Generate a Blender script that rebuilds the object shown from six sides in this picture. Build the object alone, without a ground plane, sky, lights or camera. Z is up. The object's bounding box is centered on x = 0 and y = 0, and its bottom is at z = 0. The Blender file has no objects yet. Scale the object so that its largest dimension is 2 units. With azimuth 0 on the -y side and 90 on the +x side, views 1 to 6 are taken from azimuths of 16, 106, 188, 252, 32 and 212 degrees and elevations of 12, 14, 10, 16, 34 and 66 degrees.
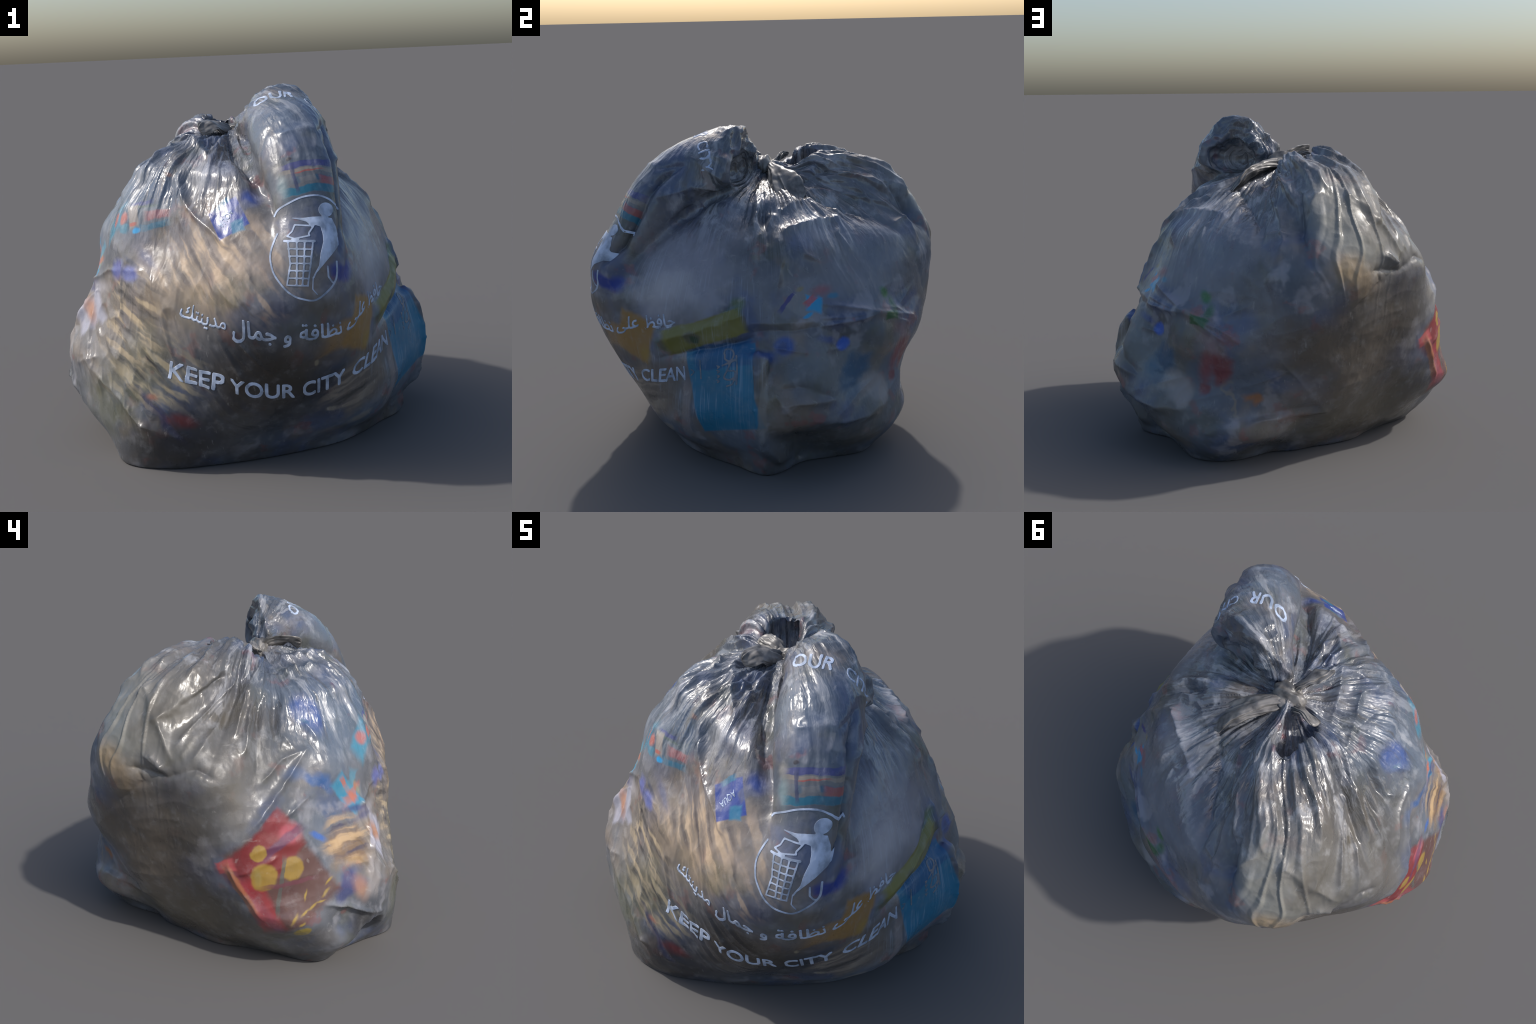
import bpy, bmesh, math, random
import numpy as np
from mathutils import Vector, Matrix
from mathutils.bvhtree import BVHTree

rng = np.random.default_rng(7)

# ---------------------------------------------------------------------------
# 1. FORM OF THE BAG: level sections of the stuffed body (radius at every 15
#    degrees of bearing, bearing 0 = +x, 90 = +y), plus two gathered lobes.
# ---------------------------------------------------------------------------
SECTIONS = [
    (-0.08, [.74,.79,.66,.68,.72,.62,.48,.42,.39,.4,.43,.47,.58,.72,.69,.73,.85,.78,.67,.6,.58,.58,.62,.64]),
    (0.00, [.765,.87,.73,.74,.79,.71,.535,.51,.48,.5,.53,.545,.63,.8,.77,.81,.92,.86,.75,.68,.65,.65,.68,.71]),
    (0.07, [.785,.885,.74,.79,.84,.81,.615,.57,.565,.56,.6,.645,.755,.88,.83,.87,.93,.9,.8,.74,.7,.695,.72,.75]),
    (0.18, [.775,.875,.805,.9,.92,.9,.825,.67,.665,.66,.685,.78,.855,.98,.96,.94,.94,.93,.84,.8,.76,.795,.83,.85]),
    (0.35, [.91,.995,.995,.96,.93,.9,.81,.785,.79,.76,.785,.925,1.02,.96,1.01,.96,.92,.91,.87,.905,.88,.88,.895,.91]),
    (0.50, [.92,.995,1,.905,.89,.89,.86,.86,.88,.84,.88,.97,.98,.985,1.01,.95,.89,.88,.89,.945,.96,.94,.91,.88]),
    (0.70, [.89,.88,.95,.86,.92,.93,.96,.96,.93,.91,.94,.98,.95,.915,.93,.86,.84,.86,.9,.98,1.05,1.01,.93,.88]),
    (0.95, [.83,.83,.83,.83,.835,.855,.925,1.01,.99,.96,.98,.935,.87,.815,.815,.795,.8,.825,.872,1.02,1.1,1.03,.91,.86]),
    (1.15, [.76,.75,.73,.74,.74,.8,.88,1,1,.99,.98,.83,.76,.795,.75,.755,.71,.7,.79,.928,1,.94,.84,.78]),
    (1.30, [.68,.66,.65,.64,.64,.71,.78,.91,.95,.93,.84,.73,.66,.685,.68,.705,.665,.665,.72,.81,.88,.81,.74,.69]),
    (1.42, [.525,.495,.475,.475,.49,.475,.545,.72,.8,.73,.675,.61,.575,.61,.61,.6,.61,.58,.63,.71,.74,.65,.6,.6]),
    (1.52, [.365,.355,.325,.305,.285,.31,.34,.48,.51,.55,.53,.525,.485,.515,.54,.54,.53,.52,.57,.6,.57,.5,.48,.47]),
    (1.59, [.1,.09,.07,.06,.05,.1,.12,.25,.34,.4,.36,.38,.35,.35,.37,.4,.42,.4,.42,.36,.28,.26,.25,.22]),
    (1.64, [-.01,-.01,-.01,-.01,-.01,-.01,-.01,.05,.2,.28,.24,.17,.14,.14,.17,.2,.22,.22,.2,.12,.08,.05,.04,.02]),
    (1.70, [-0.2]*24),
    (2.10, [-0.9]*24),
]
# gathered lobes: chains of (x, y, z, radius) balls strung into one swelling
FRONT_LOBE = [(.28,-.165,1.715,.17), (.38,-.375,1.62,.186), (.46,-.53,1.475,.176), (.515,-.655,1.28,.155), (.55,-.77,1.10,.15), (.55,-.80,.97,.12)]
FRONT_SPREAD = [.03, .035, .045, .055, .05, .03]          # half width added to each side
FRONT_EARS = [[(.28,-.14,1.70,.14), (.41,-.12,1.66,.09)], [(.26,-.14,1.70,.14), (.09,-.10,1.675,.07)]]
BACK_LOBE = [(-.225,.24,1.575,.155), (-.295,.42,1.515,.165), (-.36,.57,1.435,.185), (-.39,.68,1.28,.20), (-.38,.72,1.12,.23)]
BACK_SPREAD = [.075, .10, .10, .08, .05]
# stiff carton pushing the film out: upright edge, run of its flat side, half sizes (run, depth, height), mid height
CARTON = ((.975, .225), (-.243, -.97), (.26, .12, .335), .40)
# hollows: (centre, radii, softness)
HOLLOWS = [((.42,.13,1.69),(.24,.17,.16),.025), ((.31,-.05,1.655),(.15,.10,.095),.04), ((-.15,.15,1.67),(.085,.15,.115),.03), ((-.82,-.49,.12),(.18,.15,.15),.025)]


def cubic(xk, yk, x):
    """Catmull-Rom through non-uniform knots, along the first axis of yk."""
    i = np.clip(np.searchsorted(xk, x) - 1, 0, len(xk) - 2)
    m = np.gradient(yk, xk, axis=0)
    hh = xk[i + 1] - xk[i]
    t = (x - xk[i]) / hh
    t2, t3 = t * t, t * t * t
    s = (slice(None),) + (None,) * (yk.ndim - 1)
    return ((2*t3-3*t2+1)[s]*yk[i] + (t3-2*t2+t)[s]*hh[s]*m[i] + (-2*t3+3*t2)[s]*yk[i+1] + (t3-t2)[s]*hh[s]*m[i+1])


def body_radius_table(nphi, zs):
    zk = np.array([s[0] for s in SECTIONS]); R = np.array([s[1] for s in SECTIONS])
    a = np.arange(-3, 27) * 15.0
    Rw = np.concatenate([R[:, -3:], R, R[:, :3]], 1)
    fine = cubic(a, Rw.T, np.arange(nphi) * 360.0 / nphi).T
    return cubic(zk, fine, zs)


def smin(a, b, k):
    hh = np.clip(.5 + .5 * (b - a) / k, 0, 1)
    return b + (a - b) * hh - k * hh * (1 - hh)


def spine(balls, steps=26):
    """Smooth curve of (x, y, z, r) through the given balls."""
    B = np.array(balls, float)
    return cubic(np.arange(len(B), dtype=float), B, np.linspace(0, len(B) - 1, steps))


def chain(X, Y, Z, balls, steps=26):
    """Distance to a swelling swept along a spine of balls."""
    out = np.full(X.shape, 9., np.float32)
    B = spine(balls, steps) if len(balls) > 2 else np.array(balls, float)
    m, lo, hi = .25, B.min(0), B.max(0)
    r = B[:, 3].max() + m
    box = tuple(slice(max(int((lo[i] - r - LO[i]) / H), 0), int((hi[i] + r - LO[i]) / H) + 2) for i in range(3))
    x, y, z = X[box], Y[box], Z[box]
    o = out[box]
    for (x0,y0,z0,r0), (x1,y1,z1,r1) in zip(B, B[1:]):
        dx, dy, dz = x1-x0, y1-y0, z1-z0
        t = np.clip(((x-x0)*dx + (y-y0)*dy + (z-z0)*dz) / (dx*dx+dy*dy+dz*dz), 0, 1)
        d = np.sqrt((x-x0-t*dx)**2 + (y-y0-t*dy)**2 + (z-z0-t*dz)**2) - (r0 + t*(r1-r0))
        np.minimum(o, d, out=o)
    return out


def ellipsoid(X, Y, Z, c, r):
    k0 = np.sqrt(((X-c[0])/r[0])**2 + ((Y-c[1])/r[1])**2 + ((Z-c[2])/r[2])**2)
    return (k0 - 1) * min(r)


H = .0125
LO = np.array([-1.12, -1.12, -.06]); N = np.array([180, 180, 164])


def bag_field():
    ax = [LO[i] + H * np.arange(N[i]) for i in range(3)]
    X, Y, Z = np.meshgrid(*[a.astype(np.float32) for a in ax], indexing="ij")
    tab = body_radius_table(720, ax[2]).astype(np.float32)
    ph = (np.degrees(np.arctan2(Y[:, :, 0], X[:, :, 0])) % 360) * 2
    i0 = np.floor(ph).astype(int) % 720; w = (ph - np.floor(ph))[..., None]
    R = tab.T[i0] * (1 - w) + tab.T[(i0 + 1) % 720] * w
    f = np.sqrt(X*X + Y*Y) - R
    g = np.gradient(f, H)
    body = f / np.sqrt(sum(q*q for q in g) + .05)
    tx, ty = .83, .55
    sides = [[(x+q*w*tx, y+q*w*ty, z, r-.008*(q+1)+.009*(q-1)) for (x, y, z, r), w in zip(FRONT_LOBE, FRONT_SPREAD)] for q in (-1, 1)]
    (ex, ey), (lx, ly), (hl, hd, hz), cz = CARTON
    nx, ny = ly, -lx                                   # inward from the flat side
    px, py, pz = X - (ex + lx*hl + nx*hd), Y - (ey + ly*hl + ny*hd), Z - cz
    lean = .15 * np.maximum(0, -pz / hz) ** 2 + .05 * np.maximum(0, pz / hz) ** 2
    qx, qy, qz = np.abs(px*lx + py*ly + .3*lean) - hl + .03, np.abs(px*nx + py*ny - lean) - hd + .03, np.abs(pz) - hz + .03
    box = np.sqrt(np.maximum(qx, 0)**2 + np.maximum(qy, 0)**2 + np.maximum(qz, 0)**2) + np.minimum(np.maximum(np.maximum(qx, qy), qz), 0) - .03
    body = smin(body, box, .03)
    front = smin(chain(X, Y, Z, sides[0]), chain(X, Y, Z, sides[1]), .12)
    for e in FRONT_EARS:
        front = smin(front, chain(X, Y, Z, e), .08)
    # the front ear is folded over and cut off short behind its crest
    front = -smin(-front, -((X - .35) * .22 + (Y + .055) * .95 + (Z - 1.75) * .22), .02)
    sides = [[(x+q*w*.93, y+q*w*.35, z-.012*q, r+.012*(q-1)) for (x, y, z, r), w in zip(BACK_LOBE, BACK_SPREAD)] for q in (-1, 1)]
    back = smin(chain(X, Y, Z, sides[0]), chain(X, Y, Z, sides[1]), .12)
    f = smin(smin(body, front, .035), back, .06)
    parts = np.stack([body, front, back]).argmin(0).astype(np.int8)
    for c, r, k in HOLLOWS:
        f = -smin(-f, ellipsoid(X, Y, Z, c, r), k)
    return np.maximum(f, -Z), parts


def surface_nets(F):
    S = F < 0
    n = np.array(F.shape)
    acc = np.zeros((*(n - 1), 3), np.float32); cnt = np.zeros(tuple(n - 1), np.float32)
    corners = [(i, j, k) for i in (0, 1) for j in (0, 1) for k in (0, 1)]
    sl = lambda c: tuple(slice(c[d], n[d] - 1 + c[d]) for d in range(3))
    for c in corners:
        for d in range(3):
            if c[d]: continue
            e = list(c); e[d] = 1
            a, b = F[sl(c)], F[sl(e)]
            m = (a < 0) != (b < 0)
            t = np.where(m, a / np.where(m, a - b, 1), 0)
            for q in range(3):
                acc[..., q] += m * (c[q] + (t if q == d else 0))
            cnt += m
    idx = -np.ones(tuple(n - 1), int); on = cnt > 0
    idx[on] = np.arange(on.sum())
    V = np.argwhere(on) + acc[on] / cnt[on][:, None]
    quads = []
    for d in range(3):
        a = [slice(None)] * 3; b = [slice(None)] * 3; a[d] = slice(0, -1); b[d] = slice(1, None)
        s0, s1 = S[tuple(a)], S[tuple(b)]
        for flip, m in ((0, s0 & ~s1), (1, ~s0 & s1)):
            p = np.argwhere(m)
            u, v = [(1, 2), (2, 0), (0, 1)][d]
            ok = (p[:, u] > 0) & (p[:, v] > 0) & (p[:, u] < n[u]-1) & (p[:, v] < n[v]-1)
            p = p[ok]; q = []
            for du, dv in ((-1, -1), (0, -1), (0, 0), (-1, 0)):
                r = p.copy(); r[:, u] += du; r[:, v] += dv
                q.append(idx[r[:, 0], r[:, 1], r[:, 2]])
            q = np.stack(q, 1)
            quads.append(q[:, ::-1] if flip else q)
    return LO + H * V, np.concatenate(quads)


def mesh_from(name, V, Q):
    me = bpy.data.meshes.new(name)
    me.vertices.add(len(V)); me.vertices.foreach_set("co", np.asarray(V, np.float32).ravel())
    me.loops.add(Q.size); me.loops.foreach_set("vertex_index", np.asarray(Q, np.int32).ravel())
    me.polygons.add(len(Q)); me.polygons.foreach_set("loop_start", np.arange(len(Q), dtype=np.int32) * Q.shape[1])
    me.update(calc_edges=True)
    return me


def grid_sample(G, P):
    q = (P - LO) / H
    i = np.clip(np.floor(q).astype(int), 0, N - 2); t = q - i
    out = 0
    for a in (0, 1):
        for b in (0, 1):
            for c in (0, 1):
                w = (t[:, 0] if a else 1 - t[:, 0]) * (t[:, 1] if b else 1 - t[:, 1]) * (t[:, 2] if c else 1 - t[:, 2])
                out = out + w * G[i[:, 0] + a, i[:, 1] + b, i[:, 2] + c]
    return out


def noise3(P, seed=0):
    """Gradient noise in about -1..1."""
    P = np.asarray(P, float) + seed * 17.31
    i = np.floor(P).astype(np.int64); f = P - i
    u = f * f * f * (f * (f * 6 - 15) + 10)
    out = 0
    for a in (0, 1):
        for b in (0, 1):
            for c in (0, 1):
                h = (i[:, 0] + a) * 73856093 ^ (i[:, 1] + b) * 19349663 ^ (i[:, 2] + c) * 83492791
                h = (h ^ (h >> 13)) * 1274126177 & 0x7fffffff
                g = np.stack([(h & 1023) / 511.5 - 1, (h >> 10 & 1023) / 511.5 - 1, (h >> 20 & 1023) / 511.5 - 1], 1)
                d = g[:, 0] * (f[:, 0] - a) + g[:, 1] * (f[:, 1] - b) + g[:, 2] * (f[:, 2] - c)
                out = out + d * (u[:, 0] if a else 1 - u[:, 0]) * (u[:, 1] if b else 1 - u[:, 1]) * (u[:, 2] if c else 1 - u[:, 2])
    return out * 1.4


def ridged(P, seed=0):
    """Sharp crests, about -.5 .. 1."""
    return 1 - 3 * np.abs(noise3(P, seed))


def step(a, b, x):
    t = np.clip((x - a) / (b - a), 0, 1)
    return t * t * (3 - 2 * t)


# ---------------------------------------------------------------------------
# 2. FOLDS: ridges (+) and creases (-) of the film, each a line on the surface
# ---------------------------------------------------------------------------
FOLDS = []


def fold(width, height, *points):
    FOLDS.append((width, height, np.array(points)))


# front
fold(0.03, -0.048, (0.01, -0.20, 1.64), (0.11, -0.43, 1.57), (0.24, -0.61, 1.49), (0.39, -0.80, 1.31))
fold(0.03, -0.05, (0.56, -0.33, 1.71), (0.62, -0.48, 1.61), (0.67, -0.56, 1.44), (0.71, -0.66, 1.25), (0.72, -0.78, 1.16))
fold(0.02, 0.015, (-0.00, -0.17, 1.65), (-0.25, -0.34, 1.59), (-0.59, -0.28, 1.35))
fold(0.02, 0.015, (0.00, -0.21, 1.64), (-0.13, -0.40, 1.58), (-0.15, -0.53, 1.47), (-0.10, -0.64, 1.34))
fold(0.018, -0.015, (-0.06, -0.25, 1.63), (-0.20, -0.39, 1.58))
fold(0.02, 0.012, (-0.18, -0.53, 1.46), (-0.08, -0.67, 1.33), (0.18, -0.86, 1.18))
fold(0.016, 0.01, (-0.08, -0.51, 1.54), (-0.02, -0.42, 1.59), (0.02, -0.29, 1.62))
fold(0.02, 0.01, (-0.68, -0.43, 0.98), (-0.84, -0.47, 0.64), (-0.79, -0.60, 0.48))
fold(0.02, -0.012, (0.56, -0.50, 1.69), (0.57, -0.43, 1.70), (0.56, -0.34, 1.72))
fold(0.014, 0.006, (0.15, -0.40, 1.57), (0.41, -0.60, 1.69), (0.55, -0.50, 1.70))
fold(0.014, -0.006, (0.28, -0.66, 1.45), (0.28, -0.61, 1.58), (0.31, -0.58, 1.68))
fold(0.02, 0.01, (-0.75, -0.61, 0.53), (-0.55, -0.75, 0.41), (-0.32, -0.88, 0.25), (-0.10, -0.88, 0.19))
fold(0.02, 0.012, (-0.24, -0.35, 1.59), (-0.17, -0.54, 1.44), (-0.10, -0.70, 1.23))
fold(0.02, 0.006, (-0.78, -0.61, 0.48), (-0.62, -0.68, 0.54))
fold(0.014, 0.006, (-0.74, -0.40, 0.88), (-0.61, -0.51, 0.97), (-0.34, -0.70, 1.01))
# panel
fold(0.025, 0.022, (0.25, 0.50, 1.37), (0.53, 0.26, 1.35), (0.70, 0.26, 1.14), (0.83, 0.22, 0.77))
fold(0.02, 0.014, (0.53, -0.29, 1.75), (0.48, 0.17, 1.41), (0.70, 0.13, 1.24))
fold(0.018, 0.02, (0.84, 0.18, 0.79), (0.94, 0.20, 0.64), (0.98, 0.20, 0.46), (0.94, 0.22, 0.25), (0.85, 0.20, 0.02))
fold(0.035, 0.015, (0.81, -0.44, 0.73), (0.85, -0.18, 0.83), (0.83, 0.10, 0.93))
fold(0.022, -0.018, (0.81, -0.44, 0.63), (0.86, -0.19, 0.71), (0.86, 0.07, 0.78), (0.84, 0.16, 0.82))
fold(0.018, -0.018, (0.85, -0.23, 0.70), (0.88, -0.02, 0.76), (0.84, 0.16, 0.80))
fold(0.018, -0.012, (0.81, -0.46, 0.81), (0.85, -0.10, 0.89), (0.81, 0.07, 1.00))
fold(0.018, 0.014, (0.79, 0.11, 1.04), (0.82, 0.11, 0.94), (0.84, 0.13, 0.85))
fold(0.02, -0.018, (0.84, 0.14, 0.84), (0.80, 0.35, 0.85), (0.73, 0.48, 0.86))
fold(0.02, 0.012, (0.83, 0.13, 0.89), (0.78, 0.34, 0.89), (0.69, 0.50, 0.88))
fold(0.014, 0.01, (0.65, 0.50, 0.97), (0.54, 0.64, 0.93), (0.44, 0.75, 0.88), (0.13, 0.93, 0.78))
fold(0.012, 0.008, (0.69, 0.50, 0.90), (0.56, 0.64, 0.88), (0.42, 0.76, 0.87))
fold(0.012, 0.008, (0.70, 0.51, 0.86), (0.56, 0.64, 0.85), (0.44, 0.76, 0.86))
fold(0.012, 0.008, (0.38, 0.80, 0.84), (0.19, 0.91, 0.75))
fold(0.012, 0.006, (0.83, 0.24, 0.76), (0.82, 0.44, 0.74), (0.62, 0.60, 0.71))
fold(0.02, -0.018, (0.93, 0.29, 0.55), (0.90, 0.42, 0.57), (0.76, 0.59, 0.47))
fold(0.025, 0.016, (0.95, 0.34, 0.47), (0.90, 0.46, 0.48), (0.77, 0.58, 0.46))
fold(0.022, -0.022, (0.94, 0.39, 0.42), (0.77, 0.37, 0.22), (0.65, 0.36, 0.04))
fold(0.02, 0.014, (0.94, 0.29, 0.55), (0.94, 0.38, 0.42), (0.87, 0.35, 0.28))
fold(0.03, 0.015, (0.87, 0.50, 0.37), (0.69, 0.67, 0.32), (0.46, 0.81, 0.33))
fold(0.016, 0.016, (0.43, 0.07, 1.48), (0.56, 0.09, 1.38), (0.70, 0.15, 1.23))
fold(0.016, -0.016, (0.45, 0.12, 1.45), (0.66, 0.17, 1.27))
fold(0.016, 0.01, (0.14, 0.48, 1.40), (0.36, 0.59, 1.22))
fold(0.016, 0.008, (0.31, 0.38, 1.41), (0.45, 0.48, 1.28), (0.46, 0.52, 1.23))
fold(0.016, 0.008, (0.51, 0.28, 1.36), (0.58, 0.39, 1.23), (0.55, 0.46, 1.19))
fold(0.025, 0.012, (0.51, -0.53, 1.71), (0.55, -0.26, 1.59), (0.43, -0.11, 1.54))
fold(0.03, -0.03, (0.67, -0.55, 1.22), (0.54, -0.35, 1.40), (0.47, -0.17, 1.51), (0.36, -0.07, 1.55))
fold(0.018, 0.008, (0.60, -0.64, 1.53), (0.64, -0.43, 1.54), (0.51, -0.20, 1.60))
# rear
fold(0.018, 0.01, (0.02, 0.21, 1.56), (-0.07, 0.52, 1.59), (-0.18, 0.74, 1.51))
fold(0.018, 0.01, (0.11, 0.24, 1.53), (-0.00, 0.45, 1.48), (-0.14, 0.79, 1.38))
fold(0.018, -0.012, (0.07, 0.21, 1.55), (-0.04, 0.48, 1.53), (-0.16, 0.76, 1.45))
fold(0.03, -0.028, (0.23, 0.25, 1.51), (0.13, 0.42, 1.44), (0.03, 0.68, 1.35), (0.00, 0.83, 1.25))
fold(0.014, 0.008, (-0.14, 0.80, 1.36), (-0.07, 0.94, 1.06))
fold(0.018, -0.018, (-0.00, 0.36, 1.54), (0.00, 0.78, 1.30), (-0.07, 0.95, 0.98))
fold(0.03, -0.03, (-0.10, 0.64, 1.51), (-0.23, 0.91, 1.29), (-0.38, 0.96, 1.01))
fold(0.016, 0.01, (-0.07, 0.57, 1.52), (-0.13, 0.87, 1.28), (-0.09, 0.95, 0.97))
fold(0.016, 0.01, (0.10, 0.45, 1.43), (0.35, 0.52, 1.31), (0.37, 0.60, 1.21))
fold(0.016, 0.01, (0.13, 0.36, 1.48), (0.41, 0.19, 1.44), (0.67, 0.21, 1.25))
fold(0.016, 0.008, (-0.01, 0.78, 1.30), (-0.16, 0.85, 1.32))
fold(0.022, 0.016, (-0.11, 0.39, 1.68), (-0.30, 0.63, 1.62), (-0.31, 0.76, 1.52), (-0.26, 0.83, 1.45))
fold(0.02, 0.016, (-0.31, 0.27, 1.72), (-0.47, 0.73, 1.50), (-0.64, 0.69, 1.33), (-0.73, 0.65, 1.20))
fold(0.018, 0.012, (-0.22, 0.46, 1.67), (-0.38, 0.64, 1.60), (-0.49, 0.78, 1.44))
fold(0.018, -0.012, (-0.25, 0.40, 1.69), (-0.41, 0.68, 1.57), (-0.58, 0.78, 1.36))
fold(0.022, 0.012, (-0.66, 0.74, 1.21), (-0.72, 0.68, 1.14))
fold(0.022, -0.018, (-0.60, 0.85, 1.12), (-0.66, 0.75, 1.12), (-0.73, 0.67, 1.10))
fold(0.014, 0.008, (0.53, 0.65, 0.92), (0.27, 0.84, 0.86), (0.10, 0.94, 0.75))
fold(0.014, 0.008, (0.70, 0.51, 0.86), (0.41, 0.77, 0.86), (0.13, 0.93, 0.76))
fold(0.02, 0.012, (0.30, 0.87, 0.22), (-0.02, 0.82, 0.29), (-0.33, 0.69, 0.31))
fold(0.02, -0.01, (0.29, 0.87, 0.26), (-0.02, 0.81, 0.32), (-0.30, 0.73, 0.35))
fold(0.016, 0.006, (-0.14, 0.92, 0.63), (-0.34, 0.68, 0.31))
# sunny
fold(0.022, 0.018, (-0.27, -0.02, 1.61), (-0.19, -0.23, 1.62), (-0.00, -0.51, 1.56))
fold(0.02, -0.014, (-0.21, -0.03, 1.62), (-0.06, -0.28, 1.63), (0.26, -0.59, 1.55))
fold(0.02, 0.015, (-0.40, 0.02, 1.57), (-0.31, -0.23, 1.59), (-0.38, -0.40, 1.51), (-0.41, -0.44, 1.41))
fold(0.018, -0.012, (-0.37, -0.01, 1.58), (-0.42, -0.21, 1.55), (-0.51, -0.32, 1.44))
fold(0.022, 0.018, (-0.38, 0.05, 1.59), (-0.59, 0.20, 1.42), (-0.78, 0.28, 1.23))
fold(0.02, -0.02, (-0.43, 0.05, 1.56), (-0.57, 0.04, 1.43), (-0.68, 0.07, 1.30))
fold(0.016, -0.018, (-0.48, 0.11, 1.54), (-0.65, 0.17, 1.36), (-0.81, 0.22, 1.13))
fold(0.02, 0.016, (-0.45, 0.21, 1.58), (-0.59, 0.42, 1.42), (-0.72, 0.62, 1.26))
fold(0.02, 0.014, (-0.49, 0.31, 1.61), (-0.60, 0.50, 1.50), (-0.61, 0.72, 1.37))
fold(0.032, -0.036, (-0.13, 0.03, 1.61), (-0.52, 0.34, 1.56), (-0.62, 0.57, 1.45))
fold(0.018, -0.014, (-0.47, 0.24, 1.55), (-0.65, 0.35, 1.37), (-0.85, 0.48, 1.15))
fold(0.018, 0.014, (-0.49, 0.26, 1.52), (-0.68, 0.40, 1.34), (-0.79, 0.55, 1.21))
fold(0.016, 0.01, (-0.54, -0.00, 1.47), (-0.67, 0.05, 1.30), (-0.71, -0.01, 1.23))
fold(0.016, 0.01, (-0.63, -0.09, 1.35), (-0.69, -0.15, 1.26))
fold(0.02, 0.016, (-0.72, -0.08, 1.22), (-0.82, 0.07, 1.07), (-0.91, 0.21, 0.93), (-0.91, 0.34, 0.77))
fold(0.016, 0.01, (-0.83, -0.07, 1.00), (-0.90, 0.07, 0.92))
fold(0.014, 0.01, (-0.96, 0.13, 0.72), (-0.92, 0.32, 0.62))
fold(0.02, 0.01, (-0.84, 0.20, 1.08), (-0.75, 0.07, 1.18), (-0.72, -0.08, 1.22))
fold(0.024, 0.012, (-0.64, 0.77, 1.20), (-0.72, 0.68, 1.13))
fold(0.024, -0.02, (-0.73, 0.67, 1.10), (-0.82, 0.54, 1.17), (-0.86, 0.46, 1.13))
fold(0.02, -0.012, (-0.63, 0.80, 1.10), (-0.64, 0.77, 1.05), (-0.50, 0.86, 0.92))
fold(0.018, 0.01, (-0.89, 0.37, 0.65), (-0.94, 0.19, 0.37))
fold(0.018, 0.01, (-0.72, -0.47, 0.83), (-0.88, -0.44, 0.57), (-0.91, -0.41, 0.40))
fold(0.016, 0.018, (-0.97, -0.15, 0.44), (-0.93, -0.28, 0.42), (-0.90, -0.44, 0.35), (-0.82, -0.56, 0.30))
# crown
fold(0.036, -0.036, (0.03, 0.25, 1.55), (-0.08, 0.45, 1.63), (-0.19, 0.74, 1.53), (-0.21, 0.93, 1.24))
fold(0.018, -0.014, (-0.17, 0.74, 1.51), (-0.08, 0.96, 0.90))
fold(0.045, -0.03, (-0.12, 0.01, 1.63), (-0.29, -0.03, 1.61), (-0.49, -0.04, 1.52))
# sunny
fold(0.045, -0.028, (-0.34, 0.03, 1.60), (-0.58, 0.05, 1.42), (-0.72, 0.08, 1.24))
# crown
fold(0.018, 0.018, (-0.02, 0.29, 1.64), (-0.22, 0.57, 1.64), (-0.34, 0.73, 1.55))
fold(0.022, 0.02, (-0.14, -0.01, 1.63), (-0.37, 0.09, 1.61), (-0.54, 0.21, 1.48), (-0.71, 0.31, 1.31))
fold(0.018, -0.016, (-0.28, 0.08, 1.64), (-0.47, 0.21, 1.54), (-0.68, 0.36, 1.34))
fold(0.018, -0.016, (-0.27, 0.03, 1.61), (-0.46, 0.08, 1.55), (-0.68, 0.19, 1.33))
fold(0.018, 0.014, (-0.45, 0.23, 1.61), (-0.57, 0.35, 1.43), (-0.75, 0.60, 1.22))
fold(0.02, 0.018, (-0.16, -0.02, 1.63), (-0.28, -0.18, 1.60), (-0.48, -0.45, 1.35))
fold(0.018, -0.014, (-0.15, -0.04, 1.64), (-0.30, -0.15, 1.60), (-0.51, -0.31, 1.45))
fold(0.018, 0.014, (-0.17, -0.05, 1.63), (-0.32, -0.11, 1.59), (-0.51, -0.16, 1.51))
fold(0.018, 0.014, (0.65, 0.16, 1.29), (0.52, 0.09, 1.40), (0.39, 0.08, 1.50))
fold(0.018, -0.014, (0.66, 0.19, 1.28), (0.49, 0.13, 1.41), (0.34, 0.09, 1.52))
fold(0.018, 0.014, (0.15, 0.26, 1.52), (0.31, 0.44, 1.38))
fold(0.018, -0.012, (0.10, 0.27, 1.52), (0.19, 0.45, 1.42), (0.23, 0.57, 1.34))
fold(0.014, 0.01, (-0.28, 0.36, 1.70), (-0.41, 0.54, 1.63))
fold(0.014, 0.01, (-0.36, 0.34, 1.69), (-0.51, 0.49, 1.62), (-0.62, 0.70, 1.37))
fold(0.014, -0.012, (-0.23, 0.44, 1.68), (-0.40, 0.63, 1.60), (-0.46, 0.79, 1.45))
fold(0.014, 0.01, (-0.20, 0.46, 1.67), (-0.33, 0.61, 1.62), (-0.37, 0.74, 1.53))
fold(0.016, 0.012, (0.06, -0.41, 1.58), (-0.11, -0.29, 1.62), (-0.09, -0.10, 1.65))
fold(0.016, -0.014, (0.21, -0.56, 1.52), (0.06, -0.30, 1.61), (-0.03, -0.12, 1.66))
fold(0.018, 0.018, (0.37, -0.13, 1.87), (0.20, -0.08, 1.86), (0.05, -0.08, 1.73), (-0.03, -0.09, 1.66))

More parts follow.
